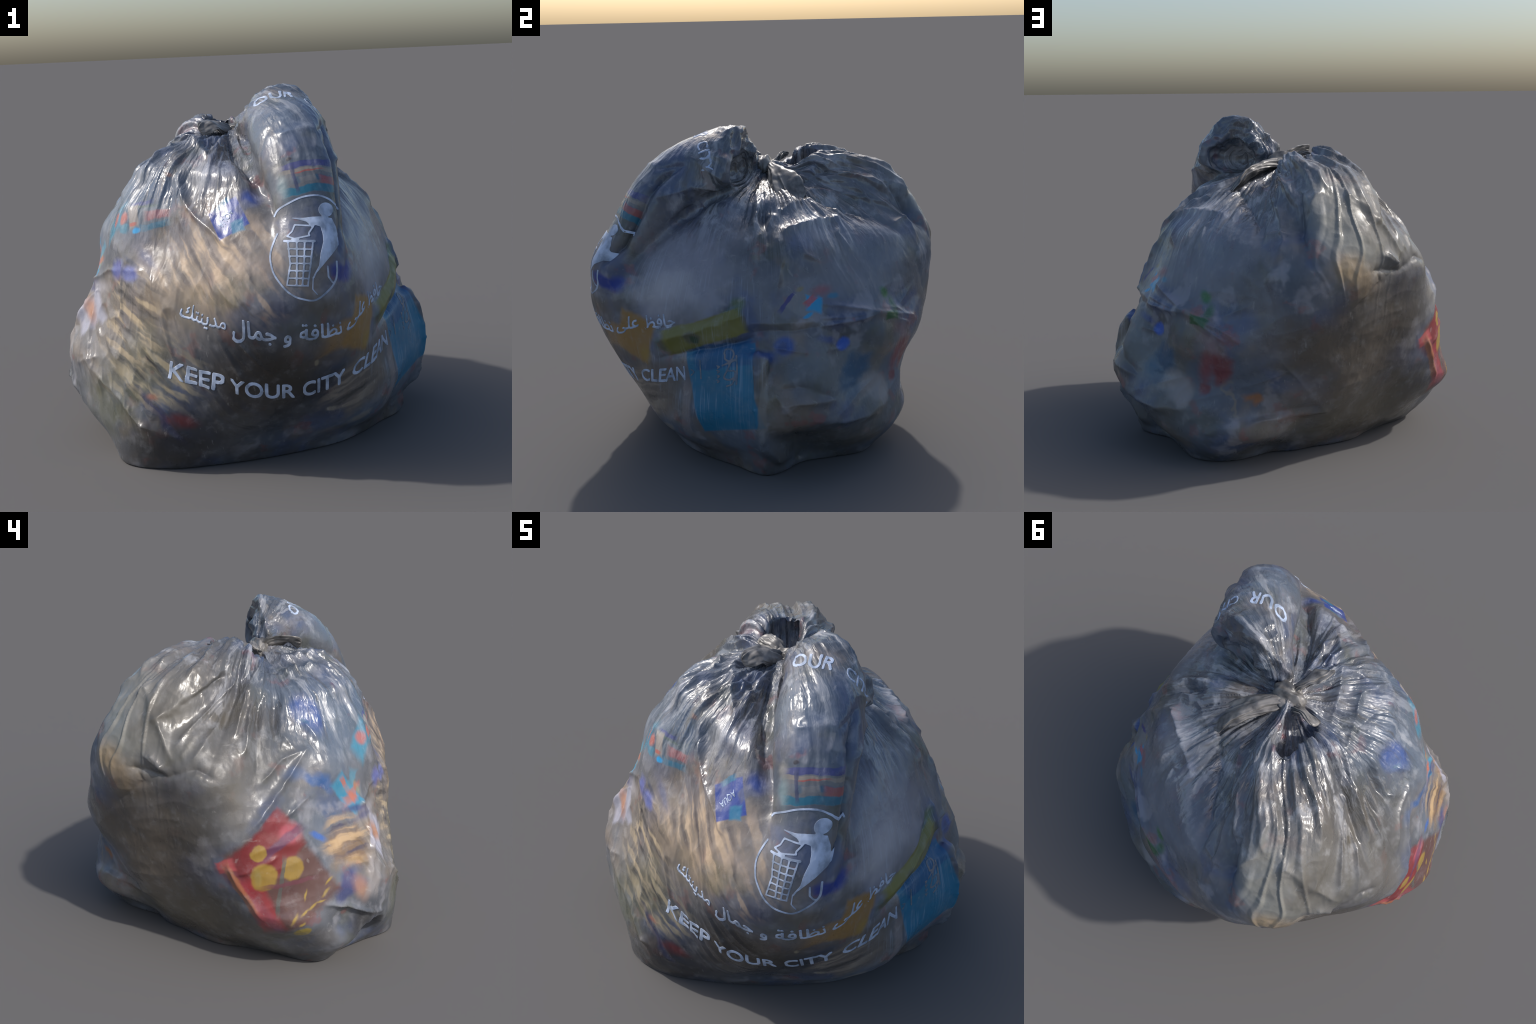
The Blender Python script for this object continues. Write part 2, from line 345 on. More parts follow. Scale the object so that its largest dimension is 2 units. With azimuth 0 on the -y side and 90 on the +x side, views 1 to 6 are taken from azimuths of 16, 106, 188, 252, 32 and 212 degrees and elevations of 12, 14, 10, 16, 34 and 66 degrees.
# ---------------------------------------------------------------------------
# 3. COLOURS ON THE FILM: lumps of litter, tints, some painted light and shade
#    (part name, outline, centre, half-axis right, half-axis up, softness,
#    colour, strength, waviness of the edge)
# ---------------------------------------------------------------------------
FILM_DARK, FILM_LIGHT, FILM_BLUE = (.075, .082, .096), (.165, .175, .20), (.085, .125, .19)
PATCHES = []


def patch(name, outline, centre, right, up, soft, colour, strength, warp):
    PATCHES.append((name, outline, centre, right, up, soft, colour, warp, strength))



patch('', "oval", (-0.072, -0.812, 1.026), (0.588, -0.100, 0.158), (0.097, 0.185, 0.425), 0.9, (0.285, 0.223, 0.161), 0.75, 2)
patch('', "oval", (-0.577, -0.632, 0.692), (0.355, -0.195, 0.051), (-0.037, 0.140, 0.322), 0.9, (0.248, 0.205, 0.161), 0.6, 2)
patch('', "oval", (0.236, -0.936, 1.076), (0.219, 0.013, 0.048), (-0.022, 0.098, 0.152), 0.8, (0.31, 0.248, 0.205), 0.6, 2)
patch('', "oval", (0.208, -0.967, 0.973), (0.164, -0.019, 0.009), (-0.005, 0.032, 0.087), 0.7, (0.149, 0.13, 0.068), 0.6, 2)
patch('', "oval", (0.462, -0.987, 0.891), (0.139, 0.067, -0.014), (-0.001, 0.020, 0.119), 0.8, (0.04, 0.045, 0.09), 0.7, 2)
patch('', "oval", (0.310, -0.897, 0.487), (0.517, 0.575, 0.023), (-0.020, -0.093, 0.399), 0.8, (0.034, 0.028, 0.022), 0.95, 2)
patch('', "oval", (-0.101, -0.875, 0.182), (0.507, 0.269, -0.057), (-0.090, 0.002, 0.236), 0.8, (0.03, 0.028, 0.027), 0.9, 2)
patch('', "oval", (-0.354, -0.792, 0.572), (0.280, -0.090, 0.008), (0.001, 0.038, 0.231), 0.9, (0.13, 0.118, 0.068), 0.6, 2)
patch('', "oval", (-0.551, -0.757, 0.321), (0.204, -0.117, -0.121), (0.111, -0.005, 0.221), 0.8, (0.105, 0.105, 0.062), 0.7, 2)
patch('', "oval", (0.651, -0.866, 0.864), (0.095, 0.162, -0.009), (0.006, -0.014, 0.098), 0.8, (0.105, 0.087, 0.062), 0.7, 2)
patch('', "oval", (0.779, -0.462, 0.430), (0.086, 0.230, 0.036), (-0.046, -0.190, 0.213), 0.7, (0.149, 0.124, 0.105), 0.8, 2)
patch('', "oval", (0.343, -0.526, 1.749), (0.179, 0.094, 0.001), (-0.110, 0.173, 0.069), 0.8, (0.105, 0.146, 0.211), 0.78, 2)
patch('', "oval", (-0.346, -0.536, 1.373), (0.312, -0.067, 0.075), (0.029, 0.058, 0.230), 0.8, (0.105, 0.149, 0.223), 0.75, 2)
patch('', "oval", (0.059, -0.566, 1.529), (0.096, 0.047, 0.011), (-0.085, 0.122, 0.053), 0.7, (0.136, 0.143, 0.198), 0.75, 2)
patch('', "oval", (0.697, -0.288, 1.239), (0.076, 0.343, -0.131), (-0.136, 0.152, 0.200), 0.7, (0.186, 0.192, 0.223), 0.8, 2)
patch('', "oval", (0.770, -0.420, 1.044), (0.042, 0.200, -0.031), (-0.062, 0.022, 0.152), 0.8, (0.273, 0.267, 0.298), 0.75, 2)
patch('', "oval", (-0.633, 0.691, 0.811), (-0.275, -0.360, 0.078), (-0.077, -0.009, 0.376), 0.8, (0.08, 0.066, 0.053), 0.94, 2)
patch('', "oval", (-0.633, 0.429, 0.344), (-0.309, -0.294, -0.036), (-0.147, 0.085, 0.367), 0.8, (0.08, 0.067, 0.053), 0.85, 2)
patch('', "oval", (-0.582, 0.857, 1.069), (-0.086, -0.119, 0.021), (0.010, -0.000, 0.137), 0.9, (0.208, 0.149, 0.09), 0.6, 2)
patch('', "oval", (-0.634, -0.142, 1.352), (0.088, -0.306, -0.066), (0.287, -0.091, 0.225), 0.8, (0.112, 0.161, 0.236), 0.8, 2)
patch('', "oval", (-0.873, 0.345, 1.051), (0.013, -0.142, -0.011), (0.107, 0.013, 0.209), 0.9, (0.169, 0.154, 0.139), 0.7, 2)
patch('', "oval", (-0.605, 0.565, 1.498), (0.075, -0.263, -0.021), (0.174, -0.106, 0.152), 0.9, (0.149, 0.144, 0.134), 0.7, 2)
patch('', "oval", (-0.491, 0.804, 1.410), (-0.198, -0.296, -0.089), (0.020, -0.345, 0.228), 0.7, (0.31, 0.304, 0.267), 0.85, 2)  # rear lobe tinted paler for the light falling on it
patch('', "oval", (-0.499, 0.931, 1.141), (-0.129, -0.130, -0.022), (0.003, -0.042, 0.128), 0.8, (0.409, 0.298, 0.174), 0.75, 2)
patch('', "oval", (-0.361, 0.872, 0.693), (-0.409, -0.408, -0.137), (-0.007, 0.082, 0.281), 0.8, (0.105, 0.088, 0.07), 0.9, 2)
patch('', "oval", (-0.461, 0.505, 0.213), (-0.453, -0.599, -0.018), (0.053, 0.302, 0.355), 0.8, (0.12, 0.105, 0.08), 0.8, 2)
patch('', "oval", (0.233, 0.723, 1.217), (-0.268, 0.131, 0.024), (0.064, -0.354, 0.208), 0.8, (0.149, 0.174, 0.223), 0.75, 2)
patch('', "oval", (0.512, 0.786, 0.331), (-0.218, 0.084, -0.038), (-0.138, 0.023, 0.197), 0.8, (0.105, 0.112, 0.105), 0.7, 2)
patch('', "oval", (0.752, -0.245, 1.146), (-0.005, 0.323, 0.015), (-0.247, -0.039, 0.304), 0.7, (0.274, 0.274, 0.322), 0.85, 2)
patch('', "oval", (0.781, -0.375, 1.033), (0.026, 0.223, 0.001), (-0.059, -0.017, 0.136), 0.8, (0.403, 0.395, 0.428), 0.8, 2)
patch('', "oval", (0.539, 0.563, 1.076), (-0.364, 0.275, -0.081), (-0.114, -0.023, 0.160), 0.8, (0.186, 0.202, 0.242), 0.7, 2)
patch('', "oval", (0.683, 0.592, 0.591), (-0.322, 0.222, -0.099), (-0.053, -0.010, 0.172), 0.9, (0.146, 0.177, 0.202), 0.8, 2)
patch('', "oval", (0.397, 0.440, 1.339), (-0.150, 0.255, -0.099), (-0.196, -0.024, 0.095), 0.9, (0.307, 0.338, 0.403), 0.6, 2)  # bluish sky sheen on the shoulder, painted into the film colour
patch('', "oval", (0.682, 0.515, 0.193), (-0.299, 0.306, -0.037), (0.150, 0.035, 0.185), 0.8, (0.09, 0.085, 0.075), 0.8, 2)  # baked shadow of the undercut, coloured dark
patch('', "oval", (0.757, -0.087, 0.062), (0.102, 0.266, -0.004), (0.092, 0.055, 0.128), 0.8, (0.081, 0.068, 0.062), 0.8, 2)
patch('', "oval", (0.754, -0.497, 0.407), (0.110, 0.266, 0.066), (0.042, 0.027, 0.198), 0.8, (0.149, 0.124, 0.105), 0.8, 2)
patch('', "oval", (0.750, -0.673, 0.949), (0.026, 0.153, 0.016), (-0.021, -0.005, 0.072), 0.8, (0.105, 0.093, 0.081), 0.7, 2)
patch('', "oval", (-0.735, 0.454, 1.289), (0.070, -0.764, -0.078), (0.164, -0.054, 0.586), 0.9, (0.099, 0.092, 0.079), 0.75, 2)
patch('', "oval", (-0.599, 0.714, 1.398), (-0.025, -0.146, 0.037), (0.090, -0.016, 0.115), 0.8, (0.065, 0.059, 0.05), 0.7, 2)
patch('', "oval", (-0.620, 0.324, 1.394), (-0.032, -0.062, -0.028), (0.176, -0.150, 0.169), 0.8, (0.099, 0.084, 0.059), 0.7, 2)
patch('', "oval", (-0.469, 0.591, 1.603), (-0.267, -0.308, -0.320), (0.169, -0.352, 0.121), 0.9, (0.161, 0.149, 0.13), 0.6, 2)
patch('carton', "box", (0.922, -0.008, 0.524), (0.033, 0.204, 0.049), (-0.043, -0.010, 0.236), 0.051, (0.017, 0.162, 0.289), 0.95, 0)
patch('', "box", (0.889, -0.012, 0.711), (-0.032, 0.184, 0.031), (-0.015, -0.007, 0.070), 0.2125, (0.013, 0.093, 0.23), 0.8, 1)
patch('', "box", (0.954, 0.236, 0.548), (-0.011, 0.024, -0.002), (-0.118, -0.033, 0.218), 0.425, (0.21, 0.203, 0.189), 0.8, 1)
patch('', "box", (0.874, -0.251, 0.377), (0.010, 0.033, -0.003), (-0.028, -0.008, 0.185), 0.425, (0.266, 0.224, 0.217), 0.6, 1)
patch('drink_can', "box", (0.857, -0.142, 0.824), (-0.026, 0.249, 0.087), (0.011, 0.020, -0.075), 0.153, (0.178, 0.17, 0.038), 0.9, 1)
patch('', "oval", (0.853, -0.047, 0.876), (-0.022, 0.154, 0.041), (-0.013, -0.003, 0.052), 0.5, (0.029, 0.105, 0.044), 0.7, 2)
patch('', "oval", (0.829, -0.349, 0.771), (0.014, 0.084, 0.020), (-0.002, 0.002, 0.067), 0.6, (0.037, 0.087, 0.025), 0.6, 2)
patch('', "oval", (0.813, 0.056, 0.992), (-0.006, 0.054, 0.002), (-0.013, -0.003, 0.043), 0.675, (0.085, 0.145, 0.043), 0.7, 1)
patch('', "oval", (0.853, -0.197, 0.790), (0.007, 0.055, 0.012), (-0.003, 0.001, 0.047), 0.405, (0.098, 0.098, 0.077), 0.8, 1)
patch('', "oval", (0.854, -0.189, 0.781), (0.005, 0.031, 0.004), (-0.001, 0.001, 0.028), 0.405, (0.03, 0.07, 0.04), 0.8, 1)
patch('brown_paper', "box", (0.776, -0.588, 0.747), (0.028, 0.116, -0.041), (0.010, 0.048, 0.133), 0.2125, (0.306, 0.178, 0.055), 0.9, 1)
patch('', "oval", (0.785, -0.523, 0.646), (0.015, 0.047, 0.009), (0.008, 0.007, 0.072), 0.675, (0.323, 0.212, 0.06), 0.8, 1)
patch('', "box", (0.740, -0.682, 0.735), (0.059, 0.187, 0.033), (-0.019, -0.063, 0.074), 0.425, (0.306, 0.178, 0.06), 0.75, 1)
patch('snack_packet', "box", (0.705, 0.407, 0.982), (-0.017, 0.069, -0.047), (-0.051, 0.043, 0.044), 0.2125, (0.21, 0.217, 0.224), 0.8, 1)
patch('', "box", (0.679, 0.455, 0.977), (-0.021, 0.041, -0.013), (-0.025, 0.004, 0.040), 0.34, (0.017, 0.281, 0.527), 0.9, 1)
patch('', "oval", (0.725, 0.429, 0.924), (-0.027, 0.030, 0.013), (-0.021, 0.013, 0.022), 0.54, (0.017, 0.281, 0.527), 0.9, 1)
patch('', "box", (0.681, 0.438, 0.992), (-0.032, 0.030, 0.024), (0.002, 0.010, -0.014), 0.425, (0.425, 0.085, 0.076), 0.8, 1)
patch('', "box", (0.742, 0.324, 0.997), (-0.047, 0.035, 0.054), (-0.000, 0.009, -0.009), 0.425, (0.043, 0.043, 0.187), 0.85, 1)
patch('', "oval", (0.677, 0.382, 1.057), (-0.017, 0.024, 0.006), (-0.008, -0.002, 0.016), 0.675, (0.252, 0.21, 0.112), 0.8, 1)
patch('', "oval", (0.622, 0.489, 1.038), (-0.042, 0.055, 0.001), (-0.017, -0.004, 0.033), 0.945, (0.289, 0.102, 0.111), 0.7, 1)
patch('', "oval", (0.596, 0.548, 1.006), (-0.030, 0.031, 0.003), (-0.008, -0.002, 0.017), 0.675, (0.017, 0.187, 0.323), 0.7, 1)
patch('bottle_cap', "oval", (0.826, 0.324, 0.772), (-0.009, 0.066, 0.011), (-0.017, -0.004, 0.059), 0.54, (0.03, 0.085, 0.306), 0.85, 1)
patch('', "oval", (0.829, 0.315, 0.762), (-0.003, 0.036, 0.007), (-0.009, -0.002, 0.034), 0.675, (0.06, 0.085, 0.187), 0.8, 1)
patch('', "oval", (0.605, 0.604, 0.737), (-0.034, 0.039, 0.001), (-0.004, -0.001, 0.046), 0.4725, (0.025, 0.102, 0.442), 0.95, 1)
patch('', "oval", (0.697, 0.541, 0.782), (-0.066, 0.041, -0.019), (-0.009, -0.002, 0.025), 0.81, (0.025, 0.068, 0.255), 0.6, 1)
patch('', "oval", (0.304, 0.783, 0.958), (-0.037, 0.029, -0.028), (-0.009, -0.011, 0.046), 0.675, (0.021, 0.145, 0.043), 0.85, 1)
patch('', "oval", (0.277, 0.826, 0.884), (0.023, 0.014, -0.052), (-0.031, 0.009, 0.011), 0.81, (0.025, 0.119, 0.043), 0.7, 1)
patch('', "box", (0.334, 0.826, 0.832), (-0.056, 0.029, -0.015), (-0.018, -0.003, 0.024), 0.34, (0.02, 0.1, 0.035), 0.85, 1)
patch('', "oval", (0.567, 0.680, 0.537), (-0.098, 0.076, -0.030), (-0.011, -0.002, 0.132), 0.6, (0.081, 0.137, 0.202), 0.7, 2)
patch('', "oval", (0.496, 0.761, 0.438), (-0.059, 0.057, -0.098), (-0.064, 0.017, 0.057), 0.6, (0.29, 0.29, 0.307), 0.6, 2)
patch('', "oval", (0.292, 0.860, 0.592), (-0.052, 0.012, -0.017), (0.022, 0.001, 0.167), 0.945, (0.221, 0.06, 0.068), 0.8, 1)
patch('', "oval", (0.877, 0.239, 0.733), (-0.039, -0.007, 0.009), (-0.009, -0.014, 0.078), 0.675, (0.025, 0.076, 0.272), 0.7, 1)
patch('', "oval", (0.571, 0.670, 0.576), (-0.097, 0.092, 0.010), (0.027, -0.038, 0.065), 0.6, (0.031, 0.093, 0.174), 0.8, 2)
patch('', "oval", (0.476, 0.771, 0.440), (-0.083, 0.046, -0.020), (0.002, -0.020, 0.106), 0.5, (0.236, 0.229, 0.236), 0.75, 2)
patch('', "oval", (0.195, 0.889, 0.593), (-0.070, -0.002, -0.035), (0.030, 0.013, 0.128), 0.6, (0.186, 0.04, 0.043), 0.8, 2)
patch('', "oval", (0.325, 0.830, 0.499), (-0.029, 0.014, -0.032), (-0.005, 0.015, 0.078), 0.6, (0.161, 0.031, 0.037), 0.7, 2)
patch('', "oval", (0.064, 0.844, 0.429), (-0.042, -0.016, -0.022), (-0.003, 0.014, 0.050), 0.6, (0.298, 0.136, 0.056), 0.8, 2)
patch('', "oval", (0.177, 0.863, 0.423), (-0.076, -0.012, -0.111), (0.044, -0.002, 0.071), 0.6, (0.198, 0.186, 0.167), 0.7, 2)
patch('', "oval", (0.245, 0.895, 0.719), (-0.130, 0.044, -0.020), (0.002, -0.016, 0.067), 0.8, (0.149, 0.062, 0.068), 0.5, 2)
patch('', "oval", (0.294, 0.870, 0.292), (-0.144, 0.003, -0.012), (0.000, -0.011, 0.088), 0.7, (0.074, 0.087, 0.081), 0.7, 2)
patch('paper_box', "box", (-0.967, 0.073, 0.627), (0.046, -0.156, 0.112), (-0.026, -0.186, -0.224), 0.17, (0.111, 0.051, 0.041), 0.85, 1)
patch('', "box", (-0.956, 0.190, 0.721), (0.046, -0.147, 0.152), (-0.013, -0.065, -0.125), 0.2125, (0.187, 0.025, 0.029), 0.85, 1)
patch('', "oval", (-0.923, 0.054, 0.842), (0.009, -0.076, -0.026), (0.026, -0.023, 0.061), 0.675, (0.468, 0.119, 0.153), 0.8, 1)
patch('', "box", (-0.918, 0.135, 0.898), (0.027, -0.050, 0.050), (-0.007, -0.035, -0.035), 0.34, (0.221, 0.043, 0.051), 0.7, 1)
patch('', "box", (-0.953, 0.200, 0.449), (0.014, -0.104, -0.165), (-0.015, -0.045, 0.058), 0.425, (0.323, 0.043, 0.051), 0.7, 1)
patch('', "box", (-0.941, 0.093, 0.798), (0.053, -0.129, 0.080), (-0.004, -0.014, -0.026), 0.51, (0.091, 0.049, 0.105), 0.7, 1)
patch('', "box", (-0.876, 0.380, 0.652), (-0.032, -0.042, 0.024), (-0.015, -0.011, 0.052), 0.34, (0.408, 0.068, 0.072), 0.9, 1)
patch('', "box", (-0.910, 0.306, 0.531), (-0.026, -0.097, -0.144), (-0.013, -0.013, 0.023), 0.425, (0.34, 0.145, 0.051), 0.6, 1)
patch('gold_disc', "oval", (-0.948, 0.232, 0.742), (-0.005, -0.042, 0.004), (0.005, 0.001, 0.044), 0.2125, (0.306, 0.2, 0.043), 0.9, 1)
patch('gold_disc', "oval", (-0.963, 0.198, 0.613), (-0.006, -0.075, 0.009), (0.004, -0.000, 0.083), 0.2125, (0.306, 0.2, 0.043), 0.92, 1)
patch('', "oval", (-0.956, 0.228, 0.616), (-0.005, -0.024, 0.004), (0.002, 0.003, 0.062), 0.675, (0.289, 0.221, 0.076), 0.7, 1)
patch('gold_disc', "oval", (-0.962, 0.043, 0.656), (0.007, -0.065, 0.005), (0.013, -0.005, 0.070), 0.2125, (0.306, 0.2, 0.043), 0.9, 1)
patch('gold_disc', "oval", (-0.984, -0.027, 0.294), (-0.021, -0.032, 0.035), (-0.037, -0.006, 0.069), 0.255, (0.34, 0.255, 0.034), 0.85, 1)
patch('', "box", (-0.971, 0.102, 0.559), (-0.000, -0.012, -0.001), (0.016, 0.005, 0.174), 0.34, (0.098, 0.098, 0.091), 0.85, 1)
patch('', "box", (-0.970, 0.053, 0.576), (0.016, -0.167, 0.022), (-0.001, -0.004, -0.013), 0.51, (0.145, 0.051, 0.068), 0.8, 1)
patch('', "oval", (-0.939, -0.311, 0.512), (0.032, -0.095, 0.036), (0.020, 0.017, 0.077), 0.5, (0.056, 0.068, 0.174), 0.85, 2)
patch('', "oval", (-0.887, -0.115, 0.801), (0.014, -0.062, -0.027), (0.010, -0.002, 0.023), 0.675, (0.043, 0.128, 0.425), 0.8, 1)
patch('', "box", (-0.867, -0.287, 0.709), (0.041, -0.120, 0.014), (0.046, 0.028, 0.114), 0.6, (0.208, 0.129, 0.07), 0.8, 2)
patch('', "oval", (-0.956, -0.176, 0.247), (0.014, -0.098, 0.022), (-0.009, 0.011, 0.101), 0.7, (0.099, 0.094, 0.094), 0.7, 2)
patch('', "oval", (-0.927, -0.374, 0.502), (0.014, -0.042, -0.086), (0.023, -0.023, 0.064), 0.81, (0.425, 0.23, 0.145), 0.7, 1)
patch('', "box", (-0.731, -0.515, 0.738), (-0.012, -0.038, 0.002), (0.090, -0.026, 0.082), 0.34, (0.385, 0.385, 0.462), 0.8, 1)
patch('', "box", (-0.882, -0.465, 0.552), (0.024, -0.047, -0.014), (0.068, -0.020, 0.105), 0.425, (0.315, 0.294, 0.294), 0.7, 1)
patch('', "oval", (-0.800, -0.110, 1.069), (0.018, -0.101, -0.028), (0.014, -0.020, 0.048), 0.6, (0.031, 0.105, 0.298), 0.8, 2)
patch('', "oval", (-0.783, 0.005, 1.113), (0.014, -0.075, 0.028), (0.028, -0.007, 0.045), 0.945, (0.085, 0.145, 0.297), 0.6, 1)
patch('snack_packet', "box", (-0.740, -0.321, 0.977), (0.006, -0.092, -0.090), (0.032, -0.056, 0.015), 0.255, (0.043, 0.255, 0.408), 0.9, 1)
patch('', "box", (-0.733, -0.328, 0.993), (0.002, -0.064, -0.078), (0.010, -0.017, 0.007), 0.425, (0.468, 0.136, 0.085), 0.85, 1)
patch('', "oval", (-0.698, -0.390, 0.997), (-0.002, -0.033, -0.057), (0.016, -0.022, 0.003), 0.54, (0.238, 0.252, 0.175), 0.7, 1)
patch('', "oval", (-0.745, -0.389, 0.891), (0.064, -0.097, -0.017), (0.013, -0.004, 0.023), 0.81, (0.051, 0.06, 0.17), 0.8, 1)
patch('', "oval", (-0.605, -0.113, 1.399), (-0.007, -0.102, -0.036), (0.048, -0.031, 0.069), 0.4725, (0.06, 0.111, 0.306), 0.9, 1)
patch('', "oval", (-0.619, -0.100, 1.376), (-0.015, -0.061, -0.025), (0.030, -0.017, 0.046), 0.675, (0.21, 0.266, 0.336), 0.85, 1)
patch('', "oval", (-0.632, -0.097, 1.353), (-0.011, -0.025, -0.016), (0.009, -0.002, 0.016), 0.675, (0.051, 0.212, 0.111), 0.6, 1)
patch('', "oval", (-0.640, -0.179, 1.335), (-0.005, -0.022, -0.017), (0.021, -0.015, 0.030), 0.675, (0.03, 0.04, 0.12), 0.8, 1)
patch('', "box", (-0.562, -0.465, 1.234), (-0.021, -0.051, -0.015), (0.094, -0.054, 0.068), 0.425, (0.051, 0.255, 0.383), 0.85, 1)
patch('', "oval", (-0.565, -0.460, 1.235), (0.026, -0.046, -0.018), (0.029, -0.017, 0.039), 0.54, (0.493, 0.145, 0.119), 0.85, 1)
patch('', "oval", (-0.527, -0.582, 0.992), (0.025, -0.036, -0.048), (0.052, -0.022, 0.051), 0.675, (0.119, 0.153, 0.408), 0.8, 1)
patch('', "oval", (-0.953, -0.171, 0.566), (0.011, -0.025, 0.021), (-0.001, -0.006, -0.006), 0.81, (0.391, 0.272, 0.051), 0.75, 1)
patch('', "oval", (-0.969, -0.151, 0.510), (0.008, -0.027, 0.022), (0.000, -0.008, -0.008), 0.81, (0.391, 0.272, 0.051), 0.75, 1)
patch('', "oval", (-0.979, -0.123, 0.470), (0.006, -0.030, 0.004), (0.001, 0.000, 0.007), 0.81, (0.391, 0.272, 0.051), 0.75, 1)
patch('', "oval", (-0.992, -0.073, 0.452), (0.010, -0.030, 0.017), (-0.001, -0.006, -0.006), 0.81, (0.391, 0.272, 0.051), 0.75, 1)
patch('', "oval", (-1.009, -0.024, 0.427), (0.012, -0.030, 0.023), (-0.002, -0.007, -0.005), 0.81, (0.391, 0.272, 0.051), 0.75, 1)
patch('', "oval", (-1.018, 0.031, 0.390), (0.010, -0.019, 0.040), (-0.002, -0.010, -0.004), 0.81, (0.391, 0.272, 0.051), 0.75, 1)
patch('', "oval", (-0.979, -0.029, 0.506), (0.007, -0.009, 0.033), (-0.000, -0.009, -0.002), 0.81, (0.391, 0.272, 0.051), 0.75, 1)
patch('', "oval", (-1.022, -0.005, 0.361), (-0.000, -0.013, 0.017), (0.001, -0.008, -0.007), 0.81, (0.391, 0.272, 0.051), 0.75, 1)
patch('water_label', "box", (0.160, -0.774, 1.301), (0.072, 0.020, 0.040), (-0.062, 0.053, 0.050), 0.085, (0.017, 0.051, 0.281), 0.97, 0)
patch('', "box", (0.220, -0.809, 1.268), (0.014, -0.023, -0.027), (0.020, 0.033, 0.045), 0.34, (0.017, 0.17, 0.306), 0.9, 1)
patch('', "box", (0.115, -0.720, 1.359), (0.042, 0.014, 0.033), (0.011, -0.010, -0.010), 0.425, (0.017, 0.17, 0.306), 0.85, 1)
patch('', "oval", (0.257, -0.707, 1.397), (0.061, -0.014, -0.014), (-0.013, 0.053, 0.056), 0.81, (0.025, 0.06, 0.272), 0.85, 1)
patch('', "box", (0.234, -0.749, 1.348), (0.024, -0.012, -0.014), (-0.005, 0.041, 0.049), 0.425, (0.14, 0.154, 0.224), 0.6, 1)
patch('snack_packet', "box", (-0.355, -0.576, 1.277), (0.175, -0.056, 0.035), (-0.014, 0.031, 0.060), 0.2125, (0.091, 0.126, 0.168), 0.8, 1)
patch('', "box", (-0.270, -0.605, 1.291), (0.092, -0.030, 0.017), (-0.007, 0.013, 0.023), 0.425, (0.323, 0.093, 0.102), 0.75, 1)
patch('', "box", (-0.289, -0.615, 1.233), (0.115, -0.042, 0.025), (-0.005, 0.006, 0.019), 0.425, (0.025, 0.153, 0.255), 0.8, 1)
patch('', "box", (-0.373, -0.543, 1.336), (0.084, -0.028, 0.018), (-0.004, 0.007, 0.009), 0.425, (0.06, 0.076, 0.238), 0.85, 1)
patch('', "box", (-0.359, -0.557, 1.318), (0.104, -0.034, 0.016), (-0.001, 0.003, 0.006), 0.51, (0.084, 0.14, 0.098), 0.6, 1)
patch('', "oval", (-0.494, -0.531, 1.252), (0.031, -0.017, -0.000), (-0.005, 0.022, 0.034), 0.54, (0.51, 0.145, 0.102), 0.85, 1)
patch('', "box", (-0.490, -0.549, 1.198), (0.034, -0.016, -0.000), (-0.001, 0.007, 0.025), 0.425, (0.102, 0.281, 0.391), 0.8, 1)
patch('', "box", (-0.427, -0.557, 1.265), (0.035, -0.008, 0.010), (-0.014, 0.035, 0.054), 0.34, (0.364, 0.322, 0.294), 0.85, 1)
patch('', "box", (-0.425, -0.570, 1.224), (0.027, -0.007, 0.005), (-0.000, 0.003, 0.010), 0.425, (0.468, 0.119, 0.093), 0.8, 1)
patch('', "oval", (-0.399, -0.584, 1.200), (0.027, -0.005, 0.011), (-0.001, 0.005, 0.016), 0.54, (0.025, 0.357, 0.722), 0.95, 1)
patch('', "oval", (-0.224, -0.519, 1.471), (0.024, -0.009, -0.007), (-0.003, 0.012, 0.015), 0.675, (0.306, 0.136, 0.068), 0.6, 1)
patch('', "oval", (-0.430, -0.657, 0.987), (0.073, -0.046, 0.000), (0.006, 0.021, 0.052), 0.54, (0.136, 0.162, 0.391), 0.85, 1)
patch('', "oval", (-0.420, -0.634, 1.047), (0.063, -0.047, -0.023), (-0.004, 0.013, 0.023), 0.81, (0.049, 0.063, 0.112), 0.6, 1)
patch('', "oval", (-0.314, -0.670, 1.074), (0.087, -0.074, -0.050), (0.026, 0.006, 0.025), 0.81, (0.112, 0.133, 0.238), 0.6, 1)
patch('', "oval", (-0.687, -0.484, 0.866), (0.118, -0.090, 0.025), (0.052, -0.020, 0.060), 0.81, (0.35, 0.336, 0.364), 0.6, 1)
patch('', "oval", (-0.733, -0.511, 0.744), (0.035, -0.007, 0.039), (-0.007, 0.065, 0.093), 0.81, (0.425, 0.187, 0.085), 0.8, 1)
patch('', "oval", (-0.741, -0.433, 0.852), (0.058, -0.063, -0.001), (-0.001, 0.028, 0.030), 0.81, (0.043, 0.051, 0.136), 0.7, 1)
patch('', "box", (-0.710, -0.350, 1.037), (0.017, 0.003, -0.010), (0.020, 0.003, 0.073), 0.51, (0.085, 0.255, 0.357), 0.7, 1)
patch('', "box", (-0.723, -0.365, 0.966), (0.012, 0.002, -0.009), (0.006, 0.019, 0.051), 0.51, (0.442, 0.153, 0.102), 0.7, 1)
patch('', "oval", (-0.093, -0.878, 0.288), (0.095, 0.020, -0.019), (0.002, 0.001, 0.043), 0.81, (0.12, 0.022, 0.025), 0.8, 1)
patch('', "oval", (-0.257, -0.864, 0.402), (0.047, -0.010, -0.003), (0.009, 0.004, 0.025), 0.81, (0.306, 0.119, 0.076), 0.6, 1)
patch('', "oval", (-0.265, -0.877, 0.329), (0.196, 0.012, -0.140), (0.028, -0.000, 0.028), 0.6, (0.031, 0.034, 0.081), 0.7, 2)
patch('', "oval", (0.615, -0.598, 0.294), (0.029, 0.025, 0.001), (0.002, -0.009, 0.021), 0.54, (0.266, 0.238, 0.196), 0.8, 1)
